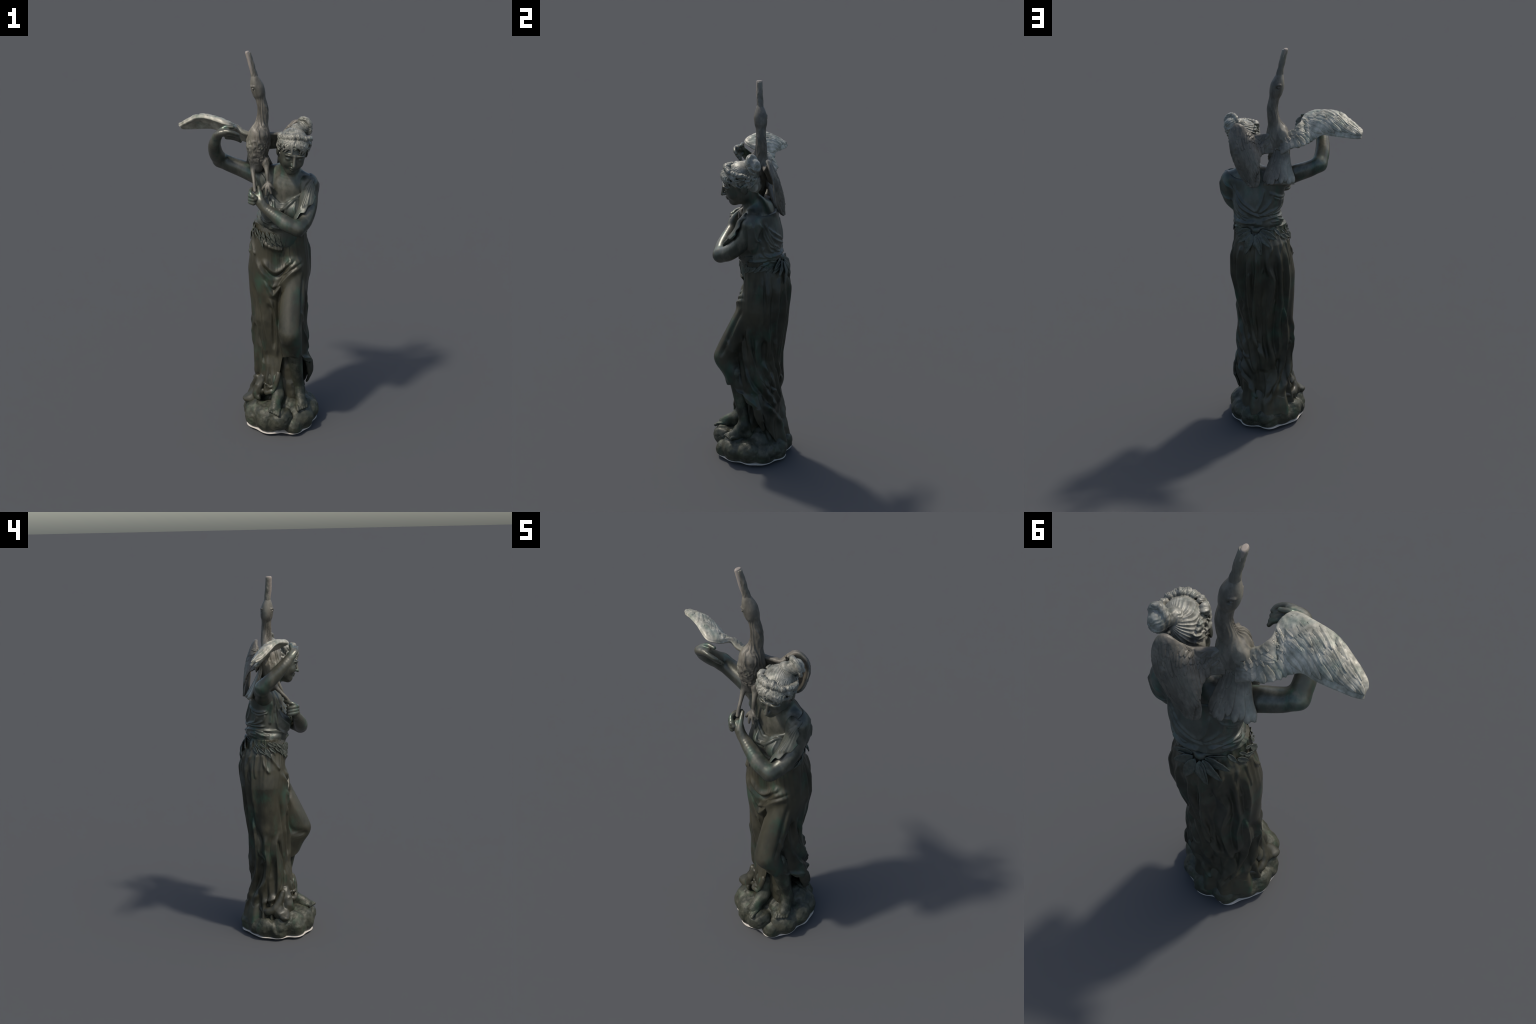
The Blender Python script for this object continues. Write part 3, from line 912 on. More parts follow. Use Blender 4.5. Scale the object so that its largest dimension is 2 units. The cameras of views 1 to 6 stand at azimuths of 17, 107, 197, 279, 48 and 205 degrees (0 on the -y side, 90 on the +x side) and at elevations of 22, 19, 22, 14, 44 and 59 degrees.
# turned-in inner wall so that the hem has thickness, closed at the top
inner_rows = []
for k, (dz, dr) in enumerate(((0.0, 0.004), (-0.004, 0.008), (0.0, 0.012), (0.03, 0.014), (0.10, 0.02))):
    b = O[-1].copy()
    d = b - SK_C
    d[:, 2] = 0
    b -= unit(d) * dr
    b[:, 2] += dz
    inner_rows.append(b)
lid = O[0].copy()
lid_c = lid.mean(0)
allrows = np.concatenate([((lid - lid_c) * 0.02 + lid_c)[None], ((lid - lid_c) * 0.6 + lid_c)[None], O, np.array(inner_rows),
                          ((inner_rows[-1] - inner_rows[-1].mean(0)) * 0.1 + inner_rows[-1].mean(0))[None]])
q = sheet(allrows, closed_u=True)
q = q[:, ::-1]
sk_mesh = make_mesh("skirt", allrows.reshape(-1, 3), q)
add_object("skirt", sk_mesh, statue, M_skirt)

# cloth bundled on the ground and round the ankle
dr = Clay((-0.09, -0.16, 0.05), (0.36, 0.26, 0.42), 0.0025)


def ribbon(pts, radii, flat=0.5, squash=(0, 1, 0), k=0.008):
    dr.add(Limb(pts, radii, n=33, flat=flat, squash=squash), k)


# crumpled hem over her right ankle and flaps spread on the rock
def hem_roll(a0, a1, up, r, out, wobble):
    """Crumpled roll of cloth following the front hem between two angles."""
    A_ = np.linspace(a0, a1, 13)
    hz = np.interp(A_ % 360, np.degrees(th), hem)
    pts = [on_skirt(a, z + up + wobble * math.sin(0.55 * k + a0), out + 0.004 * math.sin(1.3 * k)) for k, (a, z) in enumerate(zip(A_, hz))]
    rr = r * (0.55 + 0.45 * np.sin(np.linspace(0.2, np.pi - 0.2, 13))) * (1 + 0.2 * np.sin(np.arange(13) * 1.7))
    dr.add(Limb(pts, rr, n=49), 0.008)


hem_roll(228, 279, 0.010, 0.014, -0.002, 0.006)
hem_roll(240, 277, 0.042, 0.010, -0.003, 0.005)
ribbon([(0.045, -0.010, 0.235), (0.018, -0.018, 0.175), (-0.002, -0.020, 0.140), (-0.010, -0.020, 0.126)], [0.018, 0.028, 0.026, 0.010], 0.38, (0.8, 0.1, 0.5), 0.006)
ribbon([(0.056, -0.038, 0.186), (0.020, -0.046, 0.148), (-0.012, -0.054, 0.130), (-0.024, -0.052, 0.120)], [0.022, 0.034, 0.028, 0.010], 0.30, (0.45, -0.1, 0.9), 0.006)
ribbon([(0.030, 0.085, 0.168), (0.006, 0.050, 0.160), (0.002, 0.010, 0.172), (0.022, -0.020, 0.215), (0.040, -0.035, 0.265)], [0.016, 0.021, 0.021, 0.018, 0.014], 0.85, (1, 0, 0), 0.006)
ribbon([(0.195, 0.020, 0.46), (0.198, 0.008, 0.34), (0.204, -0.002, 0.22), (0.206, -0.006, 0.13)], [0.050, 0.058, 0.062, 0.066], 0.9, (0, 1, 0), 0.01)
ribbon([(0.075, -0.045, 0.27), (0.052, -0.066, 0.215), (0.046, -0.076, 0.178), (0.064, -0.090, 0.166)], [0.024, 0.026, 0.024, 0.014], 0.7, (1, 0.6, 0.2), 0.015)
# flap blown back at her left heel
ribbon([(0.270, 0.045, 0.43), (0.296, 0.066, 0.350), (0.302, 0.082, 0.28), (0.282, 0.098, 0.20)], [0.014, 0.026, 0.026, 0.010], 0.40, (1, -0.4, 0))
dv, dq = dr.skin()
dn = vertex_normals(dv, dq)
crease = 1 - np.abs(fbm(dv * V3(1.0, 1.0, 0.7), 22, 2, 5)) * 1.6
dv = dv + dn * (0.0045 * (crease - 0.4))[:, None]
dv = relax(dv, dq, 4, 0.5)
add_object("gathered_cloth", make_mesh("gathered_cloth", dv, dq), statue, M_skirt)

# ============================================================================= rock base
rock = Clay((-0.11, -0.27, -0.03), (0.42, 0.27, 0.26), 0.003)
rock.add(Ellipsoid((0.155, 0.012, 0.03), (0.165, 0.168, 0.10)), 0.03)
BOULDERS = [   # direction in degrees, centre height, radius
    (190, 0.062, 0.064), (228, 0.070, 0.072), (258, 0.076, 0.082), (282, 0.088, 0.066), (309, 0.040, 0.050), (333, 0.066, 0.076), (4, 0.066, 0.076),
    (38, 0.060, 0.072), (70, 0.060, 0.074), (105, 0.058, 0.070), (138, 0.060, 0.074), (164, 0.064, 0.068)]
INNER_ROCKS = [(0.200, 0.060, 0.100, 0.090), (0.110, 0.040, 0.100, 0.090), (0.25, -0.03, 0.080, 0.060), (0.135, -0.100, 0.095, 0.062), (0.095, -0.125, 0.090, 0.052),
               (0.050, -0.090, 0.100, 0.052), (0.02, -0.045, 0.095, 0.054), (0.215, -0.045, 0.115, 0.06)]
ROCK_REACH = {0: 0.206, 17: 0.211, 48: 0.207, 75: 0.204, 107: 0.203, 140: 0.196, 170: 0.206, 197: 0.208, 228: 0.216, 250: 0.210, 279: 0.222, 300: 0.222, 330: 0.217, 360: 0.208}
for i, (a, z, r) in enumerate(BOULDERS):
    reach = float(np.interp(a, sorted(ROCK_REACH), [ROCK_REACH[k] for k in sorted(ROCK_REACH)])) - r
    ax_ = frame((math.cos(i * 2.1), math.sin(i * 1.3), 0.6))
    rock.add(Ellipsoid((0.155 + reach * math.cos(math.radians(a)), 0.010 + reach * math.sin(math.radians(a)), z), (r, r * 0.96, r * 1.05), ax_), 0.007)
for x, y, z, r in INNER_ROCKS:
    rock.add(Ellipsoid((x, y, z), (r, r, r)), 0.018)
rock.keep(lambda x, y, z: -(z - 0.0165 - 0.0030 * np.sin(5 * np.arctan2(y - 0.01, x - 0.155) + 1) * np.sin(3 * np.arctan2(y - 0.01, x - 0.155))), 0.004)
rv, rq = rock.skin()
rn = vertex_normals(rv, rq)
d = 0.0065 * fbm(rv, 18, 3, 21) - 0.005 * np.clip(1 - 6 * np.abs(fbm(rv, 9, 1, 33)), 0, 1)
d *= smoothstep(0.018, 0.03, rv[:, 2])
rv = relax(rv + rn * d[:, None], rq, 1, 0.5)
add_object("rock_base", make_mesh("rock_base", rv, rq), statue, M_rock)
# pale hole fill of the scan's underside; unseen bulge added to reach the ground
ang = np.linspace(0, 2 * np.pi, 241)[:-1]
low = rv[rv[:, 2] < 0.032]
la = np.arctan2(low[:, 1] - 0.012, low[:, 0] - 0.155)
lr = np.hypot(low[:, 1] - 0.012, low[:, 0] - 0.155)
rim_r = np.array([lr[np.abs((la - a + np.pi) % (2 * np.pi) - np.pi) < 0.05].max() for a in ang])
rim_r = np.convolve(np.concatenate([rim_r[-4:], rim_r, rim_r[:4]]), np.ones(9) / 9, "valid") - 0.0030 + 0.0045 * np.sin(5 * ang) * np.sin(2 * ang + 1)
prof = [(0.02, 0.0), (0.55, 0.0), (0.95, 0.012), (0.995, 0.0135), (1.002, 0.0155), (0.99, 0.0175), (0.02, 0.018)]
rim = np.array([[[0.155 + r * f * math.cos(a), 0.012 + r * f * math.sin(a), z] for a, r in zip(ang, rim_r)] for f, z in prof])
add_object("underside_fill", make_mesh("underside_fill", rim.reshape(-1, 3), sheet(rim, closed_u=True)), statue, M_basefill)

# ============================================================================= girdle of leaves
def leaf_mesh(name, bend=0.25, cup=0.25, width=0.26):
    """Pointed leaf of length 1 along +x, fold along the midrib, a little thick."""
    rows, cols = 15, 9
    P = np.zeros((rows, cols, 3))
    for i in range(rows):
        s = i / (rows - 1)
        w = width * (math.sin(math.pi * s**0.75) ** 0.8) * (1 - 0.15 * s) + 0.004
        for j in range(cols):
            t = 2 * j / (cols - 1) - 1
            P[i, j] = (s, w * t, cup * w * abs(t) * 0.7 - bend * s * s * 0.5 + 0.10 * s + 0.012 * math.cos(14 * s) * t * t)
    bot = P.copy()
    bot[:, :, 2] -= 0.05
    V = np.concatenate([P.reshape(-1, 3), bot.reshape(-1, 3)])
    q = sheet(P)
    n = rows * cols
    i = np.arange(n).reshape(rows, cols)
    ring = np.concatenate([i[0, :], i[1:, -1], i[-1, -2::-1], i[-2:0:-1, 0]])
    nx = np.roll(ring, -1)
    wall = np.stack([ring, ring + n, nx + n, nx], 1)
    Q = np.concatenate([q, (q + n)[:, ::-1], wall])
    return make_mesh(name, V, Q[:, ::-1])


leaf_kinds = [leaf_mesh("leaf", 0.45, 0.35, 0.20), leaf_mesh("leaf", 0.65, 0.5, 0.18), leaf_mesh("leaf", 0.35, 0.25, 0.23)]
for m in leaf_kinds:
    m.materials.append(M_bodice)
girdle = group("leaf_girdle")


def place_leaf(pos, direction, normal, length, kind):
    ob = bpy.data.objects.new("leaf", leaf_kinds[kind])
    bpy.context.scene.collection.objects.link(ob)
    ob.parent = girdle
    x = unit(direction)
    z = unit(np.asarray(normal) - x * np.dot(normal, x))
    y = np.cross(z, x)
    ob.matrix_world = Matrix([[x[i] * length, y[i] * length, z[i] * length, pos[i]] for i in range(3)] + [[0, 0, 0, 1]])


def skirt_leaf(a, z, drift, length, kind, lift=0.10, out=0.004):
    """Leaf lying on the hips at angle a, tip pointing down and `drift` sideways (+ = towards growing angle)."""
    t = math.radians(a)
    p = np.array(on_skirt(a, z, out))
    q = np.array(on_skirt(a + math.degrees(drift * 0.02 / 0.14), z - 0.02, out))
    o = V3(math.cos(t), math.sin(t), 0.1)
    place_leaf(p, unit(q - p) + o * lift, o, length, kind)


for row, (zc, n, ln) in enumerate(((1.126, 15, 0.050), (1.100, 14, 0.054))):
    for i in range(n):
        a = 140 + 190 * (i + 0.5 * (row % 2)) / n + rng.uniform(-3, 3)
        dip = 0.012 * math.sin(math.radians(a - 140)) + 0.018 * smoothstep(190, 260, a)
        skirt_leaf(a % 360, zc - dip + 0.006 * math.sin(5 * i), rng.uniform(0.5, 1.6) * (1 if a < 300 else -0.6), ln * rng.uniform(0.75, 1.2), int(rng.integers(3)),
                   rng.uniform(0.08, 0.30), 0.005)
for i in range(14):     # thinner on her left, half lost in the crumpled cloth
    a = -30 + 85 * i / 13 + rng.uniform(-3, 3)
    skirt_leaf(a % 360, 1.112 + rng.uniform(-0.014, 0.010), -rng.uniform(0.6, 1.8), 0.044 * rng.uniform(0.8, 1.2), int(rng.integers(3)), rng.uniform(0.02, 0.12), 0.002)
# tied at the back: a knot, two loops and long falling ends
for a, z, drift, ln, k in ((84, 1.128, -2.4, 0.085, 2), (86, 1.118, -1.2, 0.095, 0), (90, 1.112, -0.35, 0.115, 1), (97, 1.112, 0.25, 0.110, 1), (101, 1.118, 0.9, 0.100, 0),
                           (104, 1.126, 2.0, 0.095, 2), (108, 1.130, 4.0, 0.070, 1), (78, 1.110, -1.8, 0.075, 1), (92, 1.10, 0.5, 0.085, 2)):
    skirt_leaf(a, z, drift, ln, k, 0.08, 0.008)
kt = Clay((0.06, 0.10, 1.06), (0.24, 0.24, 1.20), 0.0022)
kp = np.array(on_skirt(96, 1.128, 0.006))
kt.add(Ellipsoid(kp, (0.020, 0.013, 0.015)), 0.0)
kt.add(Limb([on_skirt(96, 1.130, 0.006), on_skirt(76, 1.142, 0.006), on_skirt(58, 1.146, 0.002)], [0.010, 0.009, 0.006]), 0.004)
kt.add(Limb([on_skirt(96, 1.130, 0.006), on_skirt(118, 1.144, 0.006), on_skirt(138, 1.146, 0.002)], [0.010, 0.009, 0.006]), 0.004)
k_v, k_q = kt.skin()
add_object("girdle_knot", make_mesh("girdle_knot", k_v, k_q), girdle, M_bodice)

# ============================================================================= hair
hr = Clay((0.12, -0.17, 1.42), (0.36, 0.13, 1.72), 0.0019)
hr.add(head_ell((0, 0.012, 0.024), (0.071, 0.086, 0.077)), 0.0)
hr.add(head_ell((0, 0.050, -0.030), (0.062, 0.046, 0.048)), 0.02)
hr.cut(head_ell((0, -0.062, -0.046), (0.060, 0.070, 0.085)), 0.006)


def cap_point(az, el, grow=1.0):
    """Point of the hair cap: az 0 = front, 90 = her left; el from the horizontal."""
    a, e = math.radians(az), math.radians(el)
    return V3(0.073 * math.sin(a) * math.cos(e), 0.010 - 0.088 * math.cos(a) * math.cos(e), 0.024 + 0.079 * math.sin(e)) * grow


def lock(az0, el0, az1, el1, r, wave=8.0, turns=1.0, hook=0.0, rise=0.004):
    """Wavy lock lying on the cap from one direction to another, its end hooking sideways."""
    n = 9
    pts, rad = [], []
    ph = rng.uniform(0, 6.28)
    for i in range(n):
        f = i / (n - 1)
        a = az0 + (az1 - az0) * f + wave * math.sin(ph + turns * 6.28 * f) * f
        e = el0 + (el1 - el0) * f + hook * max(0, f - 0.65) ** 2 * 60
        p = cap_point(a, e)
        p = p + unit(p - V3(0, 0.014, 0.024)) * rise * (0.4 + 0.8 * math.sin(math.pi * f))
        pts.append(on_head(*p))
        rad.append(r * (0.55 + 0.55 * math.sin(math.pi * min(1, 0.15 + f * 0.85))))
    hr.add(Limb(pts, rad, n=21), 0.0012)


# fringe: wavy locks parted a little to one side, falling over brow and temples
for i in range(19):
    f = i / 18
    az = -76 + 152 * f + rng.uniform(-2, 2)
    s_ = 1 if az > -8 else -1
    tip = 2 - 16 * (abs(az) / 76) ** 2
    lock(az * 0.72 - 3, 44 + rng.uniform(-3, 3), az + s_ * rng.uniform(2, 12), tip + rng.uniform(-4, 7), rng.uniform(0.0055, 0.0085), wave=rng.uniform(6, 12),
         turns=rng.uniform(0.7, 1.3), hook=rng.choice([-1, 0.5, 1.4]), rise=0.006 + rng.uniform(0, 0.003))
for i in range(17):
    az = -70 + 140 * i / 16 + rng.uniform(-5, 5)
    s_ = 1 if az > -8 else -1
    lock(az - s_ * 8, 36, az + s_ * rng.uniform(8, 22), 8 - 12 * (abs(az) / 70) ** 2 + rng.uniform(-6, 10), rng.uniform(0.0045, 0.0070), wave=rng.uniform(7, 14),
         turns=rng.uniform(0.9, 1.5), hook=rng.choice([-1.5, 1.5]), rise=0.011)
# rolled wreath of hair over the crown, uneven lumps
for i in range(14):
    az = -96 + 192 * i / 13 + rng.uniform(-4, 4)
    el = 60 - 34 * (abs(az) / 96) ** 1.6
    lock(az - 8, el + rng.uniform(-2, 4), az + rng.uniform(5, 13), el - rng.uniform(10, 17), rng.uniform(0.009, 0.013), wave=5, turns=0.5, rise=0.009)
# temples, sides and nape: tumbled curls
for sx in (-1, 1):
    for i in range(30):
        az = sx * rng.uniform(70, 158)
        el = rng.uniform(-44, 22) * (1 if abs(az) < 120 else 0.8)
        lock(az, el, az + rng.uniform(-16, 16), el - rng.uniform(6, 20), rng.uniform(0.0048, 0.0085), wave=rng.uniform(6, 16), turns=rng.uniform(0.7, 1.3), rise=0.004)
# short hairs escaping at the nape of the neck
for i in range(5):
    az = rng.uniform(120, 200)
    lock(az, -42, az + rng.uniform(-10, 10), -64, 0.006, wave=10, rise=0.002)
hv, hq = hr.skin()
hv = relax(hv, hq, 1, 0.4)
hn = vertex_normals(hv, hq)
loc = (hv - head_c) @ HEAD.T
# combed strands running back to the knot, and wavy strands elsewhere
rad = np.hypot(loc[:, 0] - 0.03, loc[:, 2] - 0.07)
aa = np.arctan2(loc[:, 2] - 0.07, loc[:, 0] - 0.03)
comb = np.abs(np.sin(aa * 17 + 2 * fbm(loc, 14, 2, 2))) * smoothstep(0.01, 0.05, rad) * smoothstep(-0.01, 0.03, loc[:, 1])
wavy = np.abs(np.sin((loc[:, 0] * 1.0 + loc[:, 2] * 0.5) * 420 + 9 * fbm(loc, 30, 2, 6))) * smoothstep(0.02, -0.02, loc[:, 1])
hv = hv - hn * (0.0032 * comb + 0.0022 * wavy)[:, None]
add_object("hair", make_mesh("hair", hv, hq), statue, M_hair)

# coiled knot high on the back of the head
bn_c = V3(0.284, 0.056, 1.634)
kn_ = Clay(bn_c - 0.09, bn_c + 0.09, 0.0019)
kn_.add(Ellipsoid(bn_c, (0.030, 0.028, 0.030)), 0.0)
kn_.add(Limb([on_head(0.01, 0.06, 0.075), bn_c], [0.030, 0.026]), 0.02)
for tilt, r, rad_, off in ((0, 0.030, 0.0145, (0.0, -0.004, 0.012)), (1.2, 0.028, 0.014, (0.006, 0.0, -0.010)), (2.2, 0.026, 0.013, (0.004, 0.010, 0.0))):
    T = np.linspace(0, 1.75 * np.pi, 15)
    u = unit(V3(math.cos(tilt), -0.35, math.sin(tilt)))
    w = unit(np.cross(u, V3(0.5, 1, 0.4)))
    pts = [bn_c + V3(*off) + r * (math.cos(t) * u + math.sin(t) * w) for t in T]
    kn_.add(Limb(pts, np.linspace(1.05, 0.6, 15) * rad_, n=45), 0.003)
kv, kq = kn_.skin()
kv = relax(kv, kq, 1, 0.4)
kN = vertex_normals(kv, kq)
lc = kv - bn_c
kv = kv - kN * (0.0022 * np.abs(np.sin(lc @ V3(140, 90, 190) + 4 * fbm(lc, 30, 2, 8))))[:, None]
add_object("hair_knot", make_mesh("hair_knot", kv, kq), statue, M_hair)

# ============================================================================= BIRD
bird = group("bird")
bc = Clay((-0.10, -0.14, 1.28), (0.19, 0.20, 2.01), 0.0020)
bc.add(Limb([(0.060, 0.008, 1.585), (0.055, 0.008, 1.54), (0.052, 0.012, 1.48), (0.05, 0.010, 1.425)], [0.050, 0.053, 0.047, 0.030]), 0.02, "body")
bc.add(Ellipsoid((0.053, 0.034, 1.56), (0.058, 0.036, 0.065)), 0.03, "body")
bc.add(Ellipsoid((0.069, 0.000, 1.595), (0.036, 0.038, 0.045)), 0.03, "body")
bc.add(Limb([(0.066, 0.022, 1.615), (0.074, 0.032, 1.665), (0.078, 0.033, 1.715), (0.068, 0.030, 1.765), (0.060, 0.027, 1.795)],
            [0.038, 0.031, 0.0275, 0.0255, 0.028]), 0.018, "neck")
bc.add(Limb([(0.060, 0.027, 1.797), (0.054, 0.024, 1.822), (0.047, 0.021, 1.850), (0.042, 0.0185, 1.872)], [0.030, 0.0335, 0.026, 0.0175]), 0.012, "head")
for ey in (-1, 1):      # sunken eye under a brow ridge
    c_e = V3(0.041, 0.023 + ey * 0.0285, 1.819)
    bc.cut(Ellipsoid(c_e + V3(0, ey * 0.004, 0), (0.009, 0.007, 0.009)), 0.004)
    bc.add(Ellipsoid(c_e, (0.0055, 0.005, 0.0055)), 0.001, "head")
    bc.add(Limb([c_e + V3(-0.010, -ey * 0.004, 0.012), c_e + V3(0.006, ey * 0.001, 0.012), c_e + V3(0.014, -ey * 0.001, 0.002)], [0.004, 0.005, 0.004]), 0.005, "head")
# thighs and legs: one foot grips her shoulder, the other leg is held in her hand
bc.add(Limb([(0.040, 0.0, 1.45), (0.036, -0.020, 1.420), (0.046, -0.045, 1.390), (0.058, -0.073, 1.359), (0.064, -0.088, 1.330)],
            [0.024, 0.014, 0.009, 0.008, 0.009], n=17), 0.008, "leg")
bc.add(Limb([(0.095, 0.0, 1.46), (0.108, -0.022, 1.425), (0.116, -0.038, 1.392), (0.120, -0.046, 1.362)], [0.022, 0.012, 0.009, 0.009], n=17), 0.008, "leg:b")
for tx, ty, tz in ((0.022, -0.020, -0.048), (-0.004, -0.024, -0.056), (-0.028, -0.016, -0.040), (0.030, -0.004, -0.026)):
    p0 = V3(0.120, -0.046, 1.365)
    p2 = p0 + V3(tx, ty, tz)
    bc.add(Limb([p0, (p0 + p2) / 2 + V3(0, -0.008, 0.004), p2], [0.0085, 0.0075, 0.0055]), 0.003, "leg:b")
bv_, bq_ = bc.skin()
bv_ = relax(bv_, bq_, 1, 0.4)
bnn = vertex_normals(bv_, bq_)
x, y, z = bv_.T
# long breast plumes streaming down the neck, short curly plumes on the belly
th_b = np.arctan2(y - 0.025, x - 0.065)
plume = np.abs(np.sin(th_b * 7 + 6 * (z - 1.6) * 3 + 3.6 * fbm(bv_ * V3(1, 1, 0.45), 26, 2, 3)))
plume *= smoothstep(1.53, 1.58, z) * smoothstep(1.80, 1.70, z) * (0.25 + 0.75 * smoothstep(0.045, 0.015, y))
curly = np.abs(fbm(bv_ * V3(1, 1, 0.8), 55, 2, 17)) * smoothstep(1.58, 1.54, z) * smoothstep(1.43, 1.47, z) * smoothstep(0.06, 0.0, y)
bv_ = bv_ - bnn * (0.0055 * plume - 0.006 * curly)[:, None]
names, lab = bc.labels(bv_)
bird_parts = add_split(bv_, bq_, names, lab, bird, {n: M_bird for n in names})
del bc

# beak: two dark mandibles with the scan's pale hole fill between them
bk = Clay((-0.03, -0.03, 1.84), (0.09, 0.07, 2.01), 0.0015)
spine = [(0.045, 0.020, 1.862), (0.033, 0.015, 1.92), (0.022, 0.011, 1.965), (0.016, 0.009, 1.992)]
bk.add(Limb(spine, [0.018, 0.015, 0.0145, 0.0135]), 0.0)
bk.keep(lambda x, y, z: (z - 1.995) + 0 * x * y, 0.004)
v_, q_ = bk.skin()
n_ = vertex_normals(v_, q_)
v_ = v_ + n_ * (0.0018 * fbm(v_ * V3(1, 1, 0.4), 90, 2, 12))[:, None]
add_object("beak", make_mesh("beak", v_, q_), bird, M_bird)
bk = Clay((-0.04, -0.04, 1.86), (0.09, 0.08, 2.02), 0.0015)
bk.add(Limb([(0.038, 0.016, 1.880), (0.029, 0.0115, 1.925), (0.020, 0.0085, 1.965), (0.013, 0.007, 1.990)], [0.012, 0.0165, 0.0165, 0.0165], flat=0.62, squash=(1, 0, 0)), 0.0)
bk.keep(lambda x, y, z: (z - 1.999) + 0 * x * y, 0.004)
v_, q_ = bk.skin()
add_object("beak_fill", make_mesh("beak_fill", v_, q_), bird, M_beakfill)


# ----------------------------------------------------------------------------- wings
class Wing:
    """Cambered blade between a leading and a trailing edge; u runs to the tip, v across."""
    def __init__(self, lead, trail, bulge, camber):
        self.n = 80
        self.L, self.T = spline(lead, self.n), spline(trail, self.n)
        # same station parameter for both edges
        self.L = self._station(lead)
        self.T = self._station(trail)
        self.b = np.asarray(bulge, float)
        self.thick = (0.010, 0.004)
        self.c = camber

    def _station(self, P):
        P = np.asarray(P, float)
        k = np.arange(len(P))
        t = np.linspace(0, len(P) - 1, self.n)
        m = np.gradient(P, axis=0)
        i = np.clip(t.astype(int), 0, len(P) - 2)
        s = (t - i)[:, None]
        return ((2 * s**3 - 3 * s**2 + 1) * P[i] + (s**3 - 2 * s**2 + s) * m[i] + (-2 * s**3 + 3 * s**2) * P[i + 1] + (s**3 - s**2) * m[i + 1])

    def point(self, u, v):
        u, v = np.atleast_1d(u), np.atleast_1d(v)
        a = np.clip(u, 0, 1) * (self.n - 1)
        i = np.clip(a.astype(int), 0, self.n - 2)
        f = (a - i)[:, None]
        L = self.L[i] * (1 - f) + self.L[i + 1] * f
        T = self.T[i] * (1 - f) + self.T[i + 1] * f
        over = np.maximum(u - 1, 0)[:, None] * (self.L[-1] - self.L[-8])
        ch = np.linalg.norm(T - L, axis=1)
        w = np.clip(v, 0, 1.0)
        cam = self.c * ch * 4 * w * (1 - w) * (1.25 - 0.5 * w) * (0.35 + 0.65 * smoothstep(0.1, 0.5, u))
        b = self.b
        nrm = unit(np.cross(self.L[np.minimum(i + 3, self.n - 1)] - self.L[np.maximum(i - 3, 0)], T - L))
        nrm = nrm * np.sign(nrm @ b)[:, None]
        nrm = unit(nrm + 0.6 * b)
        return L + (T - L) * v[:, None] + nrm * cam[:, None] + over

    def normal(self, u, v):
        e = 0.01
        a = self.point(np.clip(u + e, 0, 1), v) - self.point(np.clip(u - e, 0, 1), v)
        c = self.point(u, np.clip(v + e, 0, 1)) - self.point(u, np.clip(v - e, 0, 1))
        n = unit(np.cross(a, c))
        return n * np.sign(n @ self.b)[:, None]

    def blade(self, name, parent, mat, thick=(0.013, 0.005), nu=160, nv=60):
        self.thick = thick
        u = np.linspace(0, 1, nu)
        v = np.linspace(0, 1, nv)
        U, W = np.meshgrid(u, v, indexing="ij")
        P = self.point(U.ravel(), W.ravel())
        N = self.normal(np.clip(U.ravel(), 0.02, 0.98), np.clip(W.ravel(), 0.02, 0.98))
        t = thick[0] + (thick[1] - thick[0]) * W.ravel() ** 0.8
        rnd = np.sqrt(np.clip(1 - (1 - np.clip(W.ravel() / 0.10, 0, 1)) ** 2, 0, 1)) * np.sqrt(np.clip(1 - (1 - np.clip((1 - W.ravel()) / 0.06, 0, 1)) ** 2, 0, 1))
        rnd = rnd * np.sqrt(np.clip(1 - (1 - np.clip((1 - U.ravel()) / 0.03, 0, 1)) ** 2, 0, 1))
        up = P + N * (t * rnd + 0.0025 * fbm(P, 60, 3, 4) * rnd)[:, None]
        dn = P - N * (t * rnd)[:, None]
        ring = np.concatenate([up.reshape(nu, nv, 3), dn.reshape(nu, nv, 3)[:, ::-1]], 1)
        q = sheet(ring, closed_u=True)
        Vv = ring.reshape(-1, 3)
        nn = vertex_normals(Vv, q)
        mid = nu // 2 * 2 * nv + nv // 2
        if nn[mid] @ self.b < 0:
            q = q[:, ::-1]
        return add_object(name, make_mesh(name, Vv, q), parent, mat)

    def feather(self, parent, mat, a, b, width, lift=0.004, thick=0.003, curve=0.0, blunt=0.6):
        """Feather from (u,v)=a to b laid on the blade, w metres half-width, vaned with a shaft."""
        ns, ntt = 18, 9
        s = np.linspace(0, 1, ns)
        uu = a[0] + (b[0] - a[0]) * s
        vv_ = a[1] + (b[1] - a[1]) * s + curve * s * (1 - s)
        C = self.point(uu, vv_)
        N = self.normal(np.clip(uu, 0.02, 0.98), np.clip(vv_, 0.02, 0.98))
        T = unit(np.gradient(C, axis=0))
        B = unit(np.cross(N, T))
        w = width * np.minimum(1, (s / 0.25 + 0.25)) * np.clip(1 - np.clip((s - blunt) / (1 - blunt), 0, 1) ** 2.2, 0, 1) ** 0.6 + 0.0006
        t = np.linspace(-1, 1, ntt)
        skin_ = (self.thick[0] + (self.thick[1] - self.thick[0]) * np.clip(vv_, 0, 1) ** 0.8) * np.sqrt(np.clip(1 - (1 - np.clip(vv_ / 0.1, 0, 1)) ** 2, 0, 1))
        h = (skin_ * (1 - 0.5 * smoothstep(0.9, 1.1, vv_)) - 0.0025)[:, None] + lift * (0.10 + 0.90 * s[:, None]) + 0.0018 * (1 - t[None, :] ** 2) * (w[:, None] > 0.001) + 0.0011 * np.exp(-(t[None, :] / 0.16) ** 2) \
            + 0.0004 * np.sin(38 * s[:, None] + 6 * np.abs(t[None, :])) + 0.0010 * t[None, :]
        up = C[:, None] + B[:, None] * (w[:, None] * t[None, :])[..., None] + N[:, None] * h[..., None]
        dn = up - N[:, None] * (thick + lift * s[:, None] * 0.8 + 0 * h)[..., None]
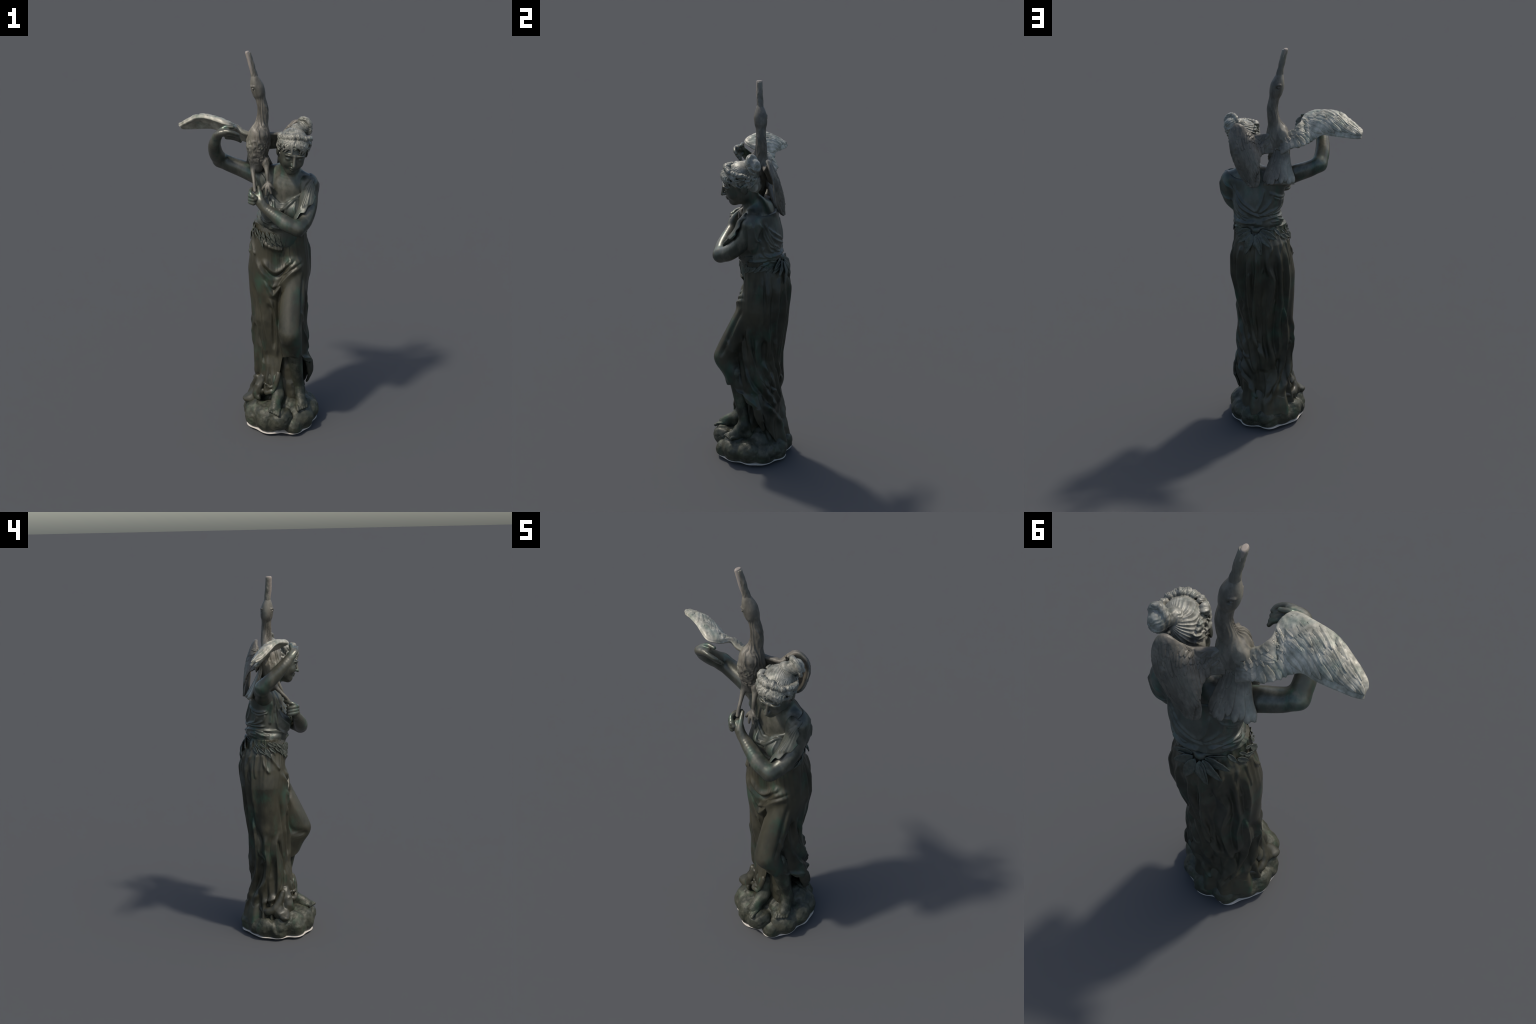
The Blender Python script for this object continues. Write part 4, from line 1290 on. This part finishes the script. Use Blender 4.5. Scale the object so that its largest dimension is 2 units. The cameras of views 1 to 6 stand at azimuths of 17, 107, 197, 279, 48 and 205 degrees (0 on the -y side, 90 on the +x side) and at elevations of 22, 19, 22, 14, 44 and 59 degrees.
        ring = np.concatenate([up, dn[:, ::-1]], 1)
        q = sheet(ring, closed_u=True)
        capA = np.array([[j, j + 1, 2 * ntt - 2 - j, 2 * ntt - 1 - j] for j in range(ntt - 1)])
        capB = capA[:, ::-1] + (ns - 1) * 2 * ntt
        Q = np.concatenate([q, capA[:, ::-1] if False else capA[:, ::-1], capB[:, ::-1] if False else capB[:, ::-1]])
        Vv = ring.reshape(-1, 3)
        nn = vertex_normals(Vv, Q)
        if nn[(ns // 2) * 2 * ntt + ntt // 2] @ N[ns // 2] < 0:
            Q = Q[:, ::-1]
        return add_object("feather", make_mesh("feather", Vv, Q), parent, mat)


right_wing = Wing(
    [(0.045, 0.026, 1.586), (-0.014, 0.004, 1.600), (-0.044, -0.012, 1.630), (-0.047, -0.066, 1.648), (-0.082, -0.106, 1.668),
     (-0.170, -0.082, 1.684), (-0.235, -0.063, 1.680), (-0.285, -0.040, 1.656), (-0.340, -0.008, 1.624), (-0.365, 0.022, 1.610)],
    [(0.025, 0.085, 1.500), (-0.025, 0.080, 1.530), (-0.070, 0.074, 1.540), (-0.102, 0.058, 1.552), (-0.125, 0.042, 1.566),
     (-0.167, 0.039, 1.594), (-0.215, 0.050, 1.596), (-0.270, 0.052, 1.592), (-0.335, 0.052, 1.588), (-0.363, 0.046, 1.590)],
    (0.0, 0.35, 1.0), 0.165)
left_wing = Wing(
    [(0.070, 0.042, 1.595), (0.135, 0.066, 1.592), (0.172, 0.080, 1.592), (0.198, 0.098, 1.622), (0.228, 0.106, 1.650), (0.253, 0.116, 1.645),
     (0.268, 0.134, 1.610), (0.265, 0.150, 1.560), (0.253, 0.152, 1.500), (0.225, 0.154, 1.430), (0.186, 0.160, 1.378), (0.150, 0.166, 1.350)],
    [(0.070, 0.070, 1.500), (0.110, 0.094, 1.500), (0.122, 0.120, 1.496), (0.123, 0.138, 1.485), (0.120, 0.147, 1.465), (0.116, 0.152, 1.445),
     (0.113, 0.155, 1.425), (0.111, 0.158, 1.405), (0.112, 0.161, 1.390), (0.114, 0.164, 1.375), (0.120, 0.166, 1.360), (0.134, 0.167, 1.353)],
    (0.15, 1.0, 0.15), 0.05)


def feathered(wing, name, mat, n_primary, coverts):
    holder = wing.blade(name, bird, mat)
    # flight feathers: inner ones hang to the trailing edge, outer ones sweep to the tip
    for i in range(n_primary):
        f = i / (n_primary - 1)
        a = (0.10 + 0.52 * f, 0.55 - 0.25 * f)
        b = (min(1.0, 0.12 + 0.50 * f + 0.40 * f**0.8), 1.03 - 0.42 * f**2.2)
        wing.feather(holder, mat, a, (b[0], b[1] + rng.uniform(-0.03, 0.03)), (0.0110 + 0.003 * (1 - f)) * rng.uniform(0.9, 1.15), lift=(0.0055 - 0.001 * f) * rng.uniform(0.8, 1.2), curve=rng.uniform(0.02, 0.12))
    for row in range(coverts):
        n = 15 + 2 * row
        for i in range(n):
            f = (i + 0.5 * (row % 2)) / n
            u0 = 0.03 + 0.73 * f
            v0 = 0.10 + 0.16 * row + rng.uniform(-0.03, 0.03)
            if rng.random() < 0.15:      # worn away
                continue
            u1 = u0 + (0.04 + 0.11 * f) * rng.uniform(0.7, 1.3) + rng.uniform(-0.015, 0.015)
            wing.feather(holder, mat, (u0, v0), (u1, v0 + (0.24 - 0.06 * f) * rng.uniform(0.75, 1.25)), 0.0078 * rng.uniform(0.75, 1.35),
                         lift=0.0036 * rng.uniform(0.5, 1.3), thick=0.002, curve=rng.uniform(-0.1, 0.1), blunt=0.5)


feathered(right_wing, "wing", M_bird, 14, 3)
feathered(left_wing, "wing", M_bird, 14, 3)

# ----------------------------------------------------------------------------- tail
tail = Wing([(0.088, 0.052, 1.580), (0.080, 0.058, 1.50), (0.092, 0.090, 1.42), (0.106, 0.128, 1.350)],
            [(0.008, 0.052, 1.580), (-0.008, 0.056, 1.50), (-0.024, 0.080, 1.42), (-0.048, 0.104, 1.360)], (-0.1, 1.0, 0.25), 0.09)
tail_ob = tail.blade("tail", bird, M_bird, thick=(0.010, 0.009), nu=70, nv=50)
for i in range(8):
    f = i / 7
    tail.feather(tail_ob, M_bird, (0.30 + rng.uniform(-0.1, 0.1), 0.20 + 0.60 * f), (rng.uniform(0.94, 1.06) + 0.06 * math.cos(2 * math.pi * (f - 0.22) * 1.6), 0.03 + 0.94 * f),
                 rng.uniform(0.013, 0.020), lift=rng.uniform(0.005, 0.015), thick=0.007, curve=rng.uniform(-0.15, 0.15), blunt=0.7)
for row in range(3):
    for i in range(7):
        f = (i + 0.5 * (row % 2)) / 7
        tail.feather(tail_ob, M_bird, (0.02 + 0.2 * row + rng.uniform(-0.04, 0.04), 0.15 + 0.7 * f), (0.28 + 0.22 * row + rng.uniform(-0.08, 0.08), 0.10 + 0.8 * f + rng.uniform(-0.05, 0.05)),
                     rng.uniform(0.008, 0.013), lift=rng.uniform(0.003, 0.008), thick=0.003)
